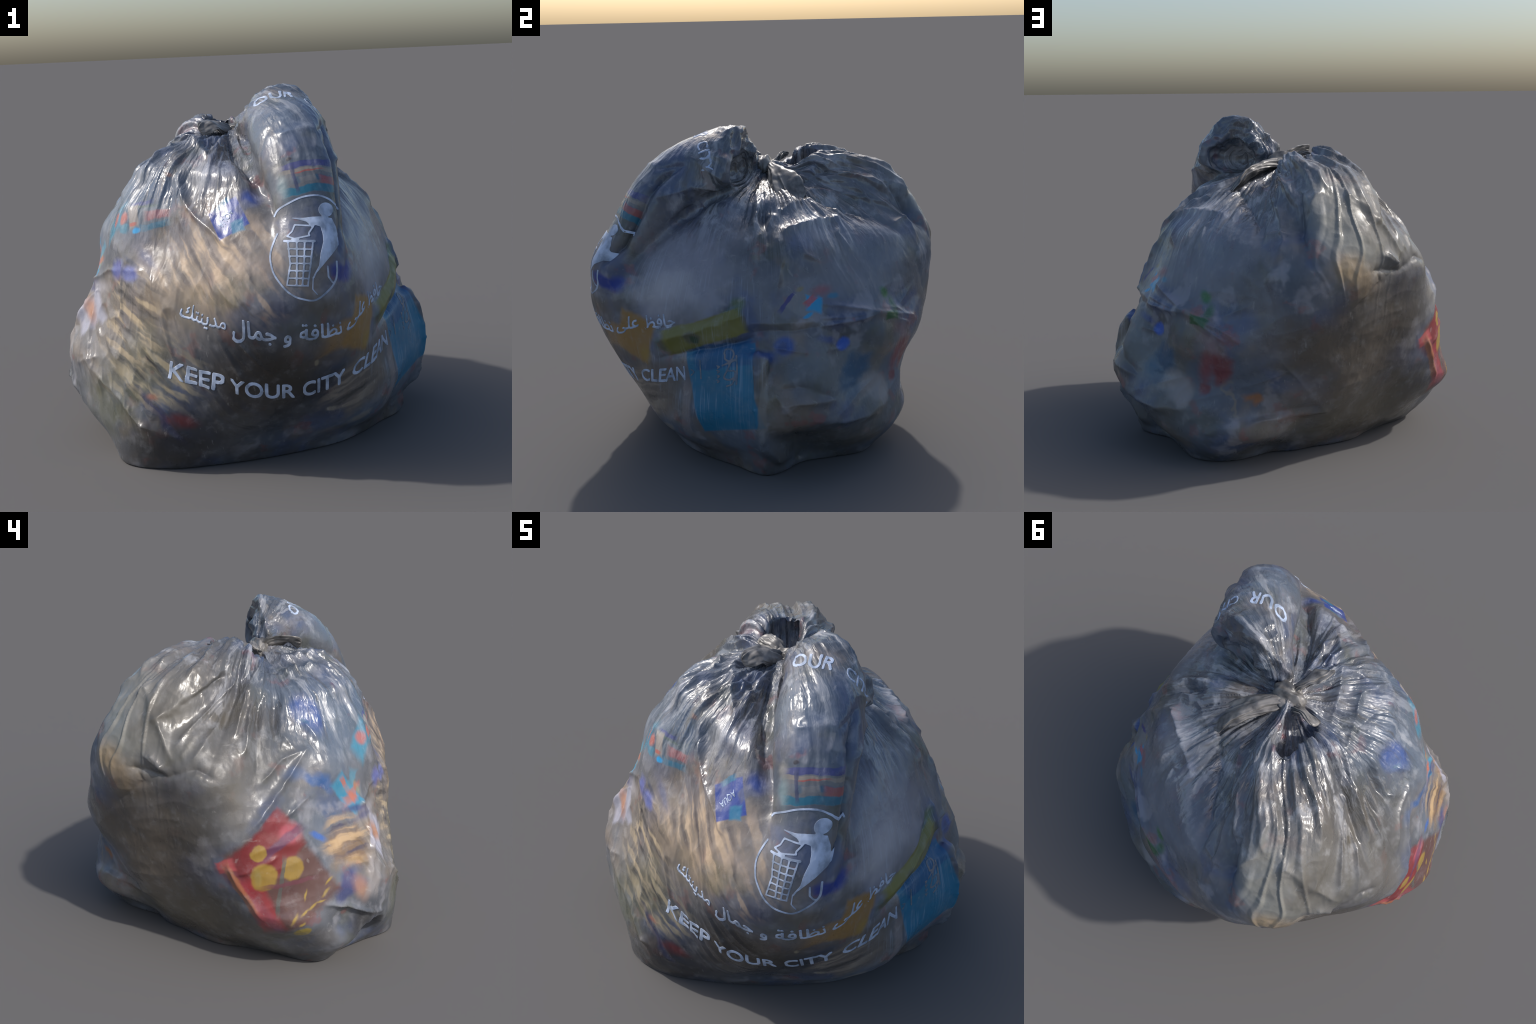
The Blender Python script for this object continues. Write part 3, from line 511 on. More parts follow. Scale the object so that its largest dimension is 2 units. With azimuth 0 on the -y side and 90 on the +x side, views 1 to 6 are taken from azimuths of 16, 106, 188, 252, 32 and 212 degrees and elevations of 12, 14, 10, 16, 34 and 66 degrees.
patch('', "oval", (0.724, -0.418, 0.188), (0.014, -0.002, -0.026), (0.011, -0.029, 0.048), 0.54, (0.238, 0.217, 0.196), 0.8, 1)
patch('', "oval", (0.589, -0.814, 0.602), (0.011, 0.010, 0.001), (0.003, -0.011, 0.023), 0.54, (0.252, 0.217, 0.154), 0.8, 1)
patch('', "oval", (-0.911, -0.400, 0.281), (-0.032, -0.119, 0.023), (-0.001, 0.028, 0.090), 0.945, (0.035, 0.033, 0.032), 0.85, 1)  # inside of the hollow darkened to show its shadow
patch('', "oval", (0.718, -0.785, 1.043), (0.019, 0.107, -0.048), (-0.003, -0.020, 0.059), 0.54, (0.013, 0.038, 0.255), 0.9, 1)
patch('', "oval", (0.720, -0.701, 1.037), (0.009, 0.077, 0.026), (0.000, 0.004, 0.059), 0.675, (0.013, 0.043, 0.281), 0.85, 1)
patch('snack_packet', "box", (0.595, -0.683, 1.491), (0.074, 0.127, -0.031), (-0.020, 0.040, 0.073), 0.085, (0.168, 0.168, 0.175), 0.9, 1)
patch('', "box", (0.573, -0.653, 1.555), (0.076, 0.116, -0.025), (-0.005, 0.009, 0.015), 0.2125, (0.043, 0.051, 0.187), 0.9, 1)
patch('', "box", (0.584, -0.668, 1.525), (0.075, 0.118, -0.028), (-0.003, 0.005, 0.010), 0.425, (0.294, 0.252, 0.21), 0.85, 1)
patch('', "box", (0.557, -0.692, 1.521), (0.057, 0.056, 0.003), (-0.001, 0.002, 0.004), 0.425, (0.425, 0.076, 0.06), 0.7, 1)
patch('', "box", (0.612, -0.704, 1.436), (0.070, 0.130, -0.037), (-0.008, 0.006, 0.021), 0.255, (0.017, 0.145, 0.23), 0.9, 1)
patch('', "box", (0.603, -0.681, 1.484), (0.065, 0.106, -0.026), (-0.005, 0.007, 0.015), 0.51, (0.034, 0.119, 0.204), 0.7, 1)
patch('', "box", (0.552, -0.720, 1.483), (0.034, 0.025, 0.003), (-0.005, 0.007, 0.015), 0.34, (0.21, 0.196, 0.189), 0.8, 1)
patch('', "box", (0.649, -0.634, 1.463), (0.025, 0.067, -0.023), (-0.008, 0.007, 0.024), 0.34, (0.323, 0.085, 0.085), 0.85, 1)
patch('', "box", (0.491, -0.737, 1.488), (0.011, 0.004, 0.002), (-0.031, 0.034, 0.064), 0.425, (0.043, 0.051, 0.119), 0.8, 1)
patch('', "oval", (0.436, -0.760, 1.444), (0.031, 0.003, 0.011), (-0.036, 0.039, 0.068), 0.81, (0.175, 0.266, 0.294), 0.7, 1)
patch('', "oval", (0.403, -0.713, 1.526), (0.032, 0.001, 0.012), (-0.025, 0.024, 0.029), 0.81, (0.308, 0.294, 0.266), 0.6, 1)
patch('', "oval", (0.453, -0.689, 1.576), (0.014, 0.004, 0.003), (-0.005, 0.008, 0.011), 0.54, (0.02, 0.02, 0.03), 0.9, 1)
patch('', "oval", (-0.613, -0.125, 1.388), (-0.069, -0.063, -0.118), (0.034, -0.069, 0.035), 0.675, (0.06, 0.111, 0.323), 0.75, 1)
patch('', "oval", (0.138, -0.021, 1.744), (-0.089, -0.026, -0.052), (0.018, -0.045, 0.077), 0.945, (0.025, 0.064, 0.119), 0.7, 1)
patch('', "oval", (-0.118, 0.183, 1.567), (-0.039, -0.031, -0.011), (0.038, -0.059, 0.041), 0.81, (0.03, 0.05, 0.1), 0.7, 1)
patch('', "oval", (-0.105, 0.163, 1.573), (-0.016, -0.006, -0.011), (0.005, -0.016, 0.004), 0.54, (0.255, 0.043, 0.043), 0.7, 1)
# zones of slanting streaks: (centre, half-axes, run of the streaks, pale and dark streak)
STREAKS = [
    ((0.041, -0.830, 1.113), (0.501, 0.139, -0.022), (-0.003, 0.049, 0.232), (0.560, -0.565, -0.605), (0.56, 0.42, 0.29), (0.1, 0.085, 0.085)),
    ((-0.401, -0.724, 0.793), (0.419, 0.116, -0.019), (-0.004, 0.066, 0.311), (0.826, -0.452, -0.336), (0.5, 0.4, 0.27), (0.07, 0.065, 0.065)),
    ((-0.249, -0.843, 0.508), (0.411, 0.114, -0.018), (-0.003, 0.044, 0.209), (0.809, -0.288, -0.512), (0.33, 0.28, 0.19), (0.05, 0.05, 0.05)),
    ((0.373, -0.993, 0.953), (0.232, 0.064, -0.010), (-0.002, 0.034, 0.162), (0.602, -0.190, -0.776), (0.36, 0.28, 0.22), (0.08, 0.07, 0.07)),
    ((0.710, -0.558, 0.407), (0.238, 0.066, -0.011), (-0.002, 0.031, 0.145), (0.599, 0.759, 0.256), (0.3, 0.25, 0.2), (0.06, 0.055, 0.05)),
    ((-0.844, -0.292, 0.756), (-0.056, -0.183, 0.010), (0.054, -0.007, 0.183), (0.361, -0.931, 0.055), (0.52, 0.36, 0.2), (0.06, 0.055, 0.09)),
]


# ---------------------------------------------------------------------------
# 4. BUILD THE FILM SURFACE
# ---------------------------------------------------------------------------
KNOT = np.array([-.03, 0., 1.60])
FIELD, PARTS = bag_field()
V0, Q0 = surface_nets(FIELD)
grad = np.gradient(FIELD, H)
for _ in range(3):                                   # relax the lattice, then pull back on the form
    e = np.concatenate([Q0[:, [0, 1]], Q0[:, [1, 2]], Q0[:, [2, 3]], Q0[:, [3, 0]]])
    acc = np.zeros_like(V0); cnt = np.bincount(e[:, 0], minlength=len(V0)) + np.bincount(e[:, 1], minlength=len(V0))
    for d in range(3):
        acc[:, d] = np.bincount(e[:, 0], V0[e[:, 1], d], len(V0)) + np.bincount(e[:, 1], V0[e[:, 0], d], len(V0))
    V0 = .5 * V0 + .5 * acc / cnt[:, None]
    g = np.stack([grid_sample(q, V0) for q in grad], 1)
    V0 -= g * (np.clip(grid_sample(FIELD, V0), -.01, .01) / np.maximum((g * g).sum(1), .3))[:, None] * .8
base = bpy.data.objects.new("film", mesh_from("film", V0, Q0))
bpy.context.scene.collection.objects.link(base)
base.data.polygons.foreach_set("use_smooth", np.ones(len(Q0), bool))
sub = base.modifiers.new("fine", "SUBSURF"); sub.levels = sub.render_levels = 1
me = bpy.data.meshes.new_from_object(base.evaluated_get(bpy.context.evaluated_depsgraph_get()))
bpy.data.objects.remove(base)


def arrays(me):
    v = np.empty(len(me.vertices) * 3, np.float32); me.vertices.foreach_get("co", v)
    q = np.empty(len(me.loops), np.int32); me.loops.foreach_get("vertex_index", q)
    n = np.empty(len(me.vertices) * 3, np.float32); me.vertex_normals.foreach_get("vector", n)
    return v.reshape(-1, 3).astype(float), q.reshape(-1, 4), n.reshape(-1, 3).astype(float)


V, Q, Nrm = arrays(me)
def softly(mask):
    """Membership of a part, faded over a few centimetres."""
    g = mask.astype(np.float32)
    for ax in (0, 1, 2):
        for r in (1, 2):
            g = (np.roll(g, r, ax) + g + np.roll(g, -r, ax)) / 3
    return grid_sample(g, V)


in_front, in_back = softly(PARTS == 1), softly(PARTS == 2)
part_of = PARTS[tuple(np.clip(np.rint((V - LO) / H).astype(int), 0, N - 1).T)]
bearing = np.degrees(np.arctan2(V[:, 1], V[:, 0])) % 360
disp = np.zeros(len(V))
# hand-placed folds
for k, (w, hgt, P) in enumerate(FOLDS):
    lo, hi = P.min(0) - 3 * w, P.max(0) + 3 * w
    sel = np.flatnonzero(((V > lo) & (V < hi)).all(1))
    if not len(sel): continue
    X = V[sel] + .3 * w * np.stack([noise3(V[sel] * 14, k), noise3(V[sel] * 14, k + 50), noise3(V[sel] * 14, k + 90)], 1)
    best = np.full(len(sel), 9.); along = np.zeros(len(sel))
    L = np.r_[0, np.cumsum(np.linalg.norm(np.diff(P, axis=0), axis=1))]
    for j in range(len(P) - 1):
        d = P[j + 1] - P[j]
        t = np.clip((X - P[j]) @ d / (d @ d), 0, 1)
        dist = np.linalg.norm(X - P[j] - t[:, None] * d, axis=1)
        m = dist < best
        best[m] = dist[m]; along[m] = (L[j] + t * (L[j + 1] - L[j]))[m] / L[-1]
    taper = np.minimum(1, .35 + 4 * np.minimum(along, 1 - along))
    disp[sel] += (1.8 if hgt > 0 else 1.15) * hgt * taper * np.exp(-(best / w) ** 1.15)
# pleats that fan out from the knot
R = V - KNOT
d = np.linalg.norm(R, axis=1)
a = np.arctan2(R[:, 1], R[:, 0]) + .10 * noise3(V * 3, 3)
calm = (1 - .65 * in_front) * (1 - .55 * step(300, 325, bearing) * (1 - in_front - in_back))
fan = lambda f, g, s: ridged(np.stack([np.cos(a) * f, np.sin(a) * f, d * g], 1), s)
reach = step(.04, .16, d)
crest = lambda r, t: np.maximum(0, r - t) / (1 - t)          # sparse sharp crests, flat film between
near = 1 - step(.35, .95, d)
disp += calm * reach * near * (.010 * fan(3.8, .6, 1) - .022 * crest(fan(3.1, .8, 5), .5) * (1 - step(.3, .75, d))
                               + .012 * crest(fan(7., 1.0, 2), .35) - .008 * crest(fan(9., 1.4, 6), .5) + .002 * crest(fan(19., 1.8, 4), .3))
# crumpled crown of the rear ear and of the shoulders, slack lumps
crumple = .2 + .8 * in_back * step(.9, 1.2, V[:, 2])
crumple *= step(.6, 1.25, V[:, 2])
disp += crumple * ((.011 * crest(fan(10., 1.8, 13), .3)) + .006 * ridged(V * (5, 5, 3), 11) + .002 * ridged(V * 14, 12))
disp += in_front * step(-.26, -.12, V[:, 1]) * step(1.55, 1.68, V[:, 2]) * (.016 * ridged(V * 6.5, 81) + .008 * ridged(V * 13, 82) - .008)
disp += .006 * noise3(V * 2.6, 21) + .0025 * noise3(V * 6, 22)
# tight slanting wrinkles of the sunny front
u = V @ np.array([.62, .25, -.74]); w1 = V @ np.array([.55, -.75, .25]); w2 = V @ np.array([.6, .3, .62])
slant = step(185, 215, bearing) * (1 - step(285, 300, bearing)) * step(.12, .3, V[:, 2]) * (1 - step(.9, 1.25, V[:, 2]))
disp += slant * (.010 * crest(ridged(np.stack([u * .9, w1 * 9, w2 * 5], 1), 31), .3) + .003 * crest(ridged(np.stack([u * 2, w1 * 20, w2 * 9], 1), 32), .3))
# level stretch lines of the shaded rear
rear = step(25, 50, bearing) * (1 - step(170, 200, bearing)) * step(.1, .3, V[:, 2]) * (1 - step(.9, 1.2, V[:, 2]))
disp += rear * .004 * ridged(np.stack([V[:, 0] * 3, V[:, 1] * 3, V[:, 2] * 9 + V[:, 0] * 3], 1), 41)
disp += .0008 * ridged(V * 11, 51) + .0005 * ridged(V * (30, 30, 12), 52)
disp -= calm * reach * near * .006 + crumple * .005 + slant * .004 + .005
disp *= step(.0, .06, V[:, 2]) * .9 + .1
V = V + Nrm * disp[:, None]
V[:, 2] = np.maximum(V[:, 2], 0)
me.vertices.foreach_set("co", V.astype(np.float32).ravel()); me.update()
_, _, Nrm = arrays(me)
TREE = BVHTree.FromPolygons(V.tolist(), Q.tolist())

# ---------------------------------------------------------------------------
# 5. MATERIALS
# ---------------------------------------------------------------------------


def lump_group(outline):
    """Node group: tint a colour inside one soft-edged, turned oval or box."""
    g = bpy.data.node_groups.new("lump_" + outline, "ShaderNodeTree")
    face = g.interface
    for n, kind in (("Color", "Color"), ("Place", "Vector"), ("Location", "Vector"), ("Rotation", "Vector"), ("Scale", "Vector"), ("Inner", "Float"), ("Outer", "Float"), ("Strength", "Float"), ("Tint", "Color")):
        face.new_socket(n, in_out="INPUT", socket_type="NodeSocket" + kind)
    face.new_socket("Color", in_out="OUTPUT", socket_type="NodeSocketColor")
    face.new_socket("Mask", in_out="OUTPUT", socket_type="NodeSocketFloat")
    new, link = (lambda k: g.nodes.new(k)), g.links.new
    i, o = new("NodeGroupInput"), new("NodeGroupOutput")
    # the place leans on the colour so far by a hair, so that Cycles works through the lumps
    # one after another and keeps few values in hand
    lean = new("ShaderNodeVectorMath"); lean.operation = "MULTIPLY_ADD"; lean.inputs[1].default_value = (1e-7,) * 3
    link(i.outputs["Color"], lean.inputs[0]); link(i.outputs["Place"], lean.inputs[2])
    mp = new("ShaderNodeMapping"); mp.vector_type = "TEXTURE"; link(lean.outputs[0], mp.inputs["Vector"])
    for s in ("Location", "Rotation", "Scale"): link(i.outputs[s], mp.inputs[s])
    if outline == "oval":
        n = new("ShaderNodeVectorMath"); n.operation = "LENGTH"; link(mp.outputs[0], n.inputs[0]); m = n.outputs["Value"]
    else:
        n = new("ShaderNodeVectorMath"); n.operation = "ABSOLUTE"; link(mp.outputs[0], n.inputs[0])
        s = new("ShaderNodeSeparateXYZ"); link(n.outputs[0], s.inputs[0])
        x = new("ShaderNodeMath"); x.operation = "MAXIMUM"; link(s.outputs[0], x.inputs[0]); link(s.outputs[1], x.inputs[1])
        y = new("ShaderNodeMath"); y.operation = "MAXIMUM"; link(x.outputs[0], y.inputs[0]); link(s.outputs[2], y.inputs[1]); m = y.outputs[0]
    r = new("ShaderNodeMapRange"); r.interpolation_type = "SMOOTHSTEP"; link(m, r.inputs["Value"])
    link(i.outputs["Inner"], r.inputs["From Min"]); link(i.outputs["Outer"], r.inputs["From Max"]); link(i.outputs["Strength"], r.inputs["To Min"])
    r.inputs["To Max"].default_value = 0
    c = new("ShaderNodeMix"); c.data_type = "RGBA"; link(r.outputs[0], c.inputs[0]); link(i.outputs["Color"], c.inputs[6]); link(i.outputs["Tint"], c.inputs[7])
    link(c.outputs[2], o.inputs["Color"]); link(r.outputs[0], o.inputs["Mask"])
    return g


LUMP = {k: lump_group(k) for k in ("oval", "box")}


def film_material(PATCHES, STREAKS):
    mat = bpy.data.materials.new("littered_film"); mat.use_nodes = True
    nt = mat.node_tree; nt.nodes.clear()
    def node(kind, **inputs):
        n = nt.nodes.new("ShaderNode" + kind)
        for k, v in inputs.items():
            if k in ("operation", "vector_type", "data_type", "interpolation_type", "noise_dimensions", "blend_type"):
                setattr(n, k, v)
        return n
    def link(a, b): nt.links.new(a, b)
    def math_(op, a, b=None, clamp=False):
        n = node("Math", operation=op); n.use_clamp = clamp
        for s, x in ((0, a), (1, b)):
            if x is None: continue
            if isinstance(x, (int, float)): n.inputs[s].default_value = x
            else: link(x, n.inputs[s])
        return n.outputs[0]
    def noise(vec, scale, detail=3, rough=.55):
        n = node("TexNoise"); link(vec, n.inputs["Vector"])
        n.inputs["Scale"].default_value = scale; n.inputs["Detail"].default_value = detail; n.inputs["Roughness"].default_value = rough
        return n
    def ramp(x, a, b, lo=0., hi=1.):
        n = node("MapRange", interpolation_type="SMOOTHSTEP"); link(x, n.inputs["Value"])
        for s, v in zip(("From Min", "From Max", "To Min", "To Max"), (a, b, lo, hi)): n.inputs[s].default_value = v
        return n.outputs[0]
    def mix(f, a, b):
        n = node("Mix", data_type="RGBA")
        for s, x in ((0, f), (6, a), (7, b)):
            if isinstance(x, tuple): n.inputs[s].default_value = (*x, 1)
            elif isinstance(x, (int, float)): n.inputs[s].default_value = x
            else: link(x, n.inputs[s])
        return n.outputs[2]
    def vmath(op, a, b=None, scale=None):
        n = node("VectorMath", operation=op); link(a, n.inputs[0])
        if b is not None:
            if isinstance(b, tuple): n.inputs[1].default_value = b
            else: link(b, n.inputs[1])
        if scale is not None: n.inputs["Scale"].default_value = scale
        return n.outputs["Value"] if op in ("LENGTH", "DOT_PRODUCT") else n.outputs[0]
    def mapping(vec, loc, rot, scale, kind="TEXTURE"):
        n = node("Mapping"); n.vector_type = kind; link(vec, n.inputs["Vector"])
        n.inputs["Location"].default_value = loc; n.inputs["Rotation"].default_value = rot; n.inputs["Scale"].default_value = scale
        return n.outputs[0]

    P = node("TexCoord").outputs["Object"]
    def warped(scale, amount):
        c = vmath("SUBTRACT", noise(P, scale, 3).outputs["Color"], (.5, .5, .5))
        return vmath("ADD", P, vmath("SCALE", c, scale=amount))
    coords = [P, warped(9, .045), warped(4, .28)]

    def lump(col, kind, c, U, W, soft, strength, warp, tint=(1, 1, 1)):
        U, W = Vector(U), Vector(W)
        x = U.normalized(); n = x.cross(W).normalized(); y = n.cross(x)
        hu, hv = U.length, abs(W.dot(y))
        g = node("Group"); g.node_tree = LUMP[kind]
        link(col, g.inputs["Color"]); link(coords[warp], g.inputs["Place"])
        for s, v in (("Location", c), ("Rotation", Matrix((x, y, n)).transposed().to_euler()), ("Scale", (hu, hv, .45 * max(hu, hv) + .07)), ("Inner", 1 - soft), ("Outer", 1 + .25 * soft), ("Strength", strength), ("Tint", (*tint, 1))):
            g.inputs[s].default_value = v
        return g

    # film: smoky grey, cloudy, a little bluer where it lies on clear bottles
    cloud = noise(P, 2.3, 5).outputs["Fac"]
    col = mix(ramp(cloud, .35, .68), FILM_DARK, FILM_LIGHT)
    col = mix(ramp(noise(P, 1.4, 3).outputs["Fac"], .45, .65, 0, .5), col, FILM_BLUE)
    # murk of mixed litter deeper in
    for scale, lo, hi, amount, tint in ((3.1, .50, .66, .45, (.06, .10, .24)), (2.6, .52, .68, .45, (.27, .20, .13)), (4.3, .54, .68, .4, (.085, .09, .05)), (5.2, .56, .66, .4, (.36, .36, .40)), (6.5, .60, .68, .35, (.28, .07, .06))):
        n = node("VectorMath", operation="MULTIPLY_ADD"); link(col, n.inputs[0]); n.inputs[1].default_value = (1e-7,) * 3; link(coords[1], n.inputs[2])
        shift = vmath("ADD", n.outputs[0], (scale, 2 * scale, 0.))
        col = mix(ramp(noise(shift, scale, 3).outputs["Fac"], lo, hi, 0, amount), col, tint)
    tints = [p for p in PATCHES if p[7] == 2 and not p[0]]
    litter = [p for p in PATCHES if p not in tints]
    for nm, kind, c, U, W, soft, colour, warp, strength in tints:
        col = lump(col, kind, c, U, W, soft, strength, warp, colour).outputs[0]
    # drawn-out streaks where the tight film skins over crumpled litter
    for c, U, W, run, light, dark in STREAKS:
        n = node("VectorMath", operation="MULTIPLY_ADD"); link(col, n.inputs[0]); n.inputs[1].default_value = (1e-7,) * 3
        link(coords[1], n.inputs[2])
        x = Vector(run); z = x.cross(Vector((0, 0, 1))).normalized(); y = z.cross(x)
        q = mapping(n.outputs[0], (0, 0, 0), Matrix((x, y, z)).transposed().to_euler(), (1, 1, 1), "TEXTURE")
        q = mapping(q, (0, 0, 0), (0, 0, 0), (3.2, 24., 12.), "POINT")
        f = noise(q, 1.0, 2, .45).outputs["Fac"]
        m = lump(col, "oval", c, U, W, .7, 1, 2).outputs[1]
        col = mix(math_("MULTIPLY", m, ramp(f, .48, .66, 0, .85)), col, light)
        col = mix(math_("MULTIPLY", m, ramp(f, .45, .30, 0, .9)), col, dark)
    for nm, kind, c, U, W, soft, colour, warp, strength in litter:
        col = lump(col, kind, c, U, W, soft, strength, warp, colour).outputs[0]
    # the film itself, cloudy over everything
    veil = ramp(noise(coords[1], 6.5, 5, .6).outputs["Fac"], .42, .75, 0, .16)
    col = mix(veil, col, mix(ramp(cloud, .4, .62), (.10, .10, .10), (.26, .26, .265)))
    # faint pale draw lines down the film of the flat side
    s = node("SeparateXYZ"); link(P, s.inputs[0])
    ang = math_("ARCTAN2", s.outputs[1], s.outputs[0])
    v = node("CombineXYZ"); link(math_("MULTIPLY", ang, 26.), v.inputs[0]); link(math_("MULTIPLY", s.outputs[2], .8), v.inputs[1])
    lines = noise(v.outputs[0], 1.0, 2).outputs["Fac"]
    lines = math_("SUBTRACT", 1., math_("MULTIPLY", math_("ABSOLUTE", math_("SUBTRACT", lines, .5)), 42.), True)
    side = lump(col, "oval", (.85, -.15, .85), (.05, .55, 0), (-.25, 0, .75), .4, .18, 0).outputs[1]
    col = mix(math_("MULTIPLY", math_("MULTIPLY", lines, side), ramp(noise(P, 5, 2).outputs["Fac"], .42, .6)), col, (.55, .62, .74))
    # dull bloom, scuffs and a darker band near the ground
    dark_foot = math_("MULTIPLY", ramp(s.outputs[2], .03, .17, 1, 0), ramp(noise(P, 7, 4).outputs["Fac"], .35, .62))
    col = mix(math_("MULTIPLY", dark_foot, .6), col, (.055, .050, .045))
    bloom = ramp(noise(coords[1], 13, 6, .65).outputs["Fac"], .52, .75, 0, .13)
    col = mix(bloom, col, (.42, .43, .46))
    col = mix(.06, col, (0, 0, 0))
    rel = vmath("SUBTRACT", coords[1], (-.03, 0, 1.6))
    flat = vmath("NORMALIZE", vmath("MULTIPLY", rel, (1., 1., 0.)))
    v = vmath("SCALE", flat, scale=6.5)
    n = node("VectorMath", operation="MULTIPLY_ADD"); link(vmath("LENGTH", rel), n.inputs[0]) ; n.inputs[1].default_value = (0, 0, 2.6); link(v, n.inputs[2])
    painted_sheen = ramp(noise(n.outputs[0], 1.0, 5, .65).outputs["Fac"], .55, .62)  # silver highlight streaks fanning from the knot, drawn in base colour
    painted_sheen = math_("MULTIPLY", painted_sheen, ramp(vmath("LENGTH", rel), .55, .95, .34, 0))
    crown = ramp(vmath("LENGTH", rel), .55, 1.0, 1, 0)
    col = mix(math_("MULTIPLY", crown, .22), col, (.045, .05, .06))  # top of the bag darkened so highlights contrast more
    dark_streaks = math_("MULTIPLY", ramp(noise(n.outputs[0], 1.35, 4, .6).outputs["Fac"], .47, .36), ramp(vmath("LENGTH", rel), .6, .95, .6, 0))
    col = mix(dark_streaks, col, (.075, .072, .07))
    painted_glint = ramp(noise(mapping(coords[1], (0, 0, 0), (.4, .2, .3), (9, 9, 4), "POINT"), 1.0, 4, .62).outputs["Fac"], .53, .72)
    painted_glint = math_("MULTIPLY", painted_glint, ramp(vmath("LENGTH", rel), .5, 1.15, .36, 0))
    col = mix(painted_glint, col, (.56, .58, .62))
    col = mix(painted_sheen, col, (.48, .49, .52))
    scuff = noise(mapping(P, (0, 0, 0), (.5, .7, .2), (60, 8, 14), "POINT"), 1.0, 3).outputs["Fac"]
    col = mix(ramp(scuff, .66, .74, 0, .16), col, (.5, .49, .47))
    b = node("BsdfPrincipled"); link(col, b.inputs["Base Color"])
    gloss = ramp(noise(P, 4, 4, .65).outputs["Fac"], .36, .62, .20, .48)
    link(math_("SUBTRACT", gloss, math_("MULTIPLY", crown, .09)), b.inputs["Roughness"])
    b.inputs["IOR"].default_value = 1.5
    link(math_("ADD", math_("MULTIPLY", crown, .38), .40), b.inputs["Specular IOR Level"])
    hgt = math_("ADD", noise(coords[1], 24, 4, .6).outputs["Fac"], math_("MULTIPLY", noise(mapping(P, (0, 0, 0), (.3, .2, .5), (1, 1, .35), "POINT"), 60, 3).outputs["Fac"], .35))
    bump = node("Bump"); bump.inputs["Strength"].default_value = .22; bump.inputs["Distance"].default_value = .006
    link(hgt, bump.inputs["Height"])
    crinkle = node("VectorMath", operation="SCALE"); link(n.outputs[0], crinkle.inputs[0]); crinkle.inputs["Scale"].default_value = 1.7
    crinkle = noise(crinkle.outputs[0], 1.0, 3, .55).outputs["Fac"]
    crinkle = math_("MULTIPLY", math_("ABSOLUTE", math_("SUBTRACT", crinkle, .5)), crown)
    bump2 = node("Bump"); bump2.inputs["Strength"].default_value = .4; bump2.inputs["Distance"].default_value = .045
    link(crinkle, bump2.inputs["Height"]); link(bump.outputs[0], bump2.inputs["Normal"])
    link(bump2.outputs[0], b.inputs["Normal"])
    out = node("OutputMaterial"); link(b.outputs[0], out.inputs[0])
    return mat


def plain_material(name, colour, dark, rough=.45, scale=14):
    mat = bpy.data.materials.new(name); mat.use_nodes = True
    nt = mat.node_tree; b = nt.nodes["Principled BSDF"]
    tc = nt.nodes.new("ShaderNodeTexCoord"); n = nt.nodes.new("ShaderNodeTexNoise"); r = nt.nodes.new("ShaderNodeValToRGB"); bp = nt.nodes.new("ShaderNodeBump")
    n.inputs["Scale"].default_value = scale; n.inputs["Detail"].default_value = 5
    nt.links.new(tc.outputs["Object"], n.inputs["Vector"]); nt.links.new(n.outputs["Fac"], r.inputs[0])
    r.color_ramp.elements[0].position, r.color_ramp.elements[1].position = .36, .6
    r.color_ramp.elements[0].color, r.color_ramp.elements[1].color = (*dark, 1), (*colour, 1)
    nt.links.new(r.outputs[0], b.inputs["Base Color"]); b.inputs["Roughness"].default_value = rough
    bp.inputs["Strength"].default_value = .3; bp.inputs["Distance"].default_value = .006
    nt.links.new(n.outputs["Fac"], bp.inputs["Height"]); nt.links.new(bp.outputs[0], b.inputs["Normal"])
    return mat


def near(points, c, U, W):
    r = 1.35 * math.hypot(np.linalg.norm(U), np.linalg.norm(W)) + .3
    return (((points - np.array(c)) ** 2).sum(1) < r * r).any()


# the same film all round; each of eight sectors carries the nodes of the litter near it only
mid = V[Q].mean(1)
sector = (np.degrees(np.arctan2(mid[:, 1], mid[:, 0])) % 360 // 45).astype(int)
FILMS = []
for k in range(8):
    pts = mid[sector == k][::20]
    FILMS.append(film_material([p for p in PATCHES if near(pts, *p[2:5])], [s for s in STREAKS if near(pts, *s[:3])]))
ink = plain_material("faded_print", (.46, .54, .70), (.22, .27, .36), .5, 16)
knot_film = plain_material("twisted_film", (.21, .20, .19), (.075, .073, .072), .36, 18)
faint_ink = plain_material("faint_print", (.17, .18, .21), (.06, .12, .19), .5, 30)

# ---------------------------------------------------------------------------
# 6. OBJECTS
# ---------------------------------------------------------------------------
bag = bpy.data.objects.new("trash_bag", None)
bpy.context.scene.collection.objects.link(bag)
bag["label"] = "knotted see-through grey trash bag stuffed with litter"
bag["category"] = "trash bag"


def add(name, mesh, mat, parent=bag):
    o = bpy.data.objects.new(name, mesh); mesh.name = name
    if not mesh.materials: mesh.materials.append(mat)
    bpy.context.scene.collection.objects.link(o); o.parent = parent
    return o


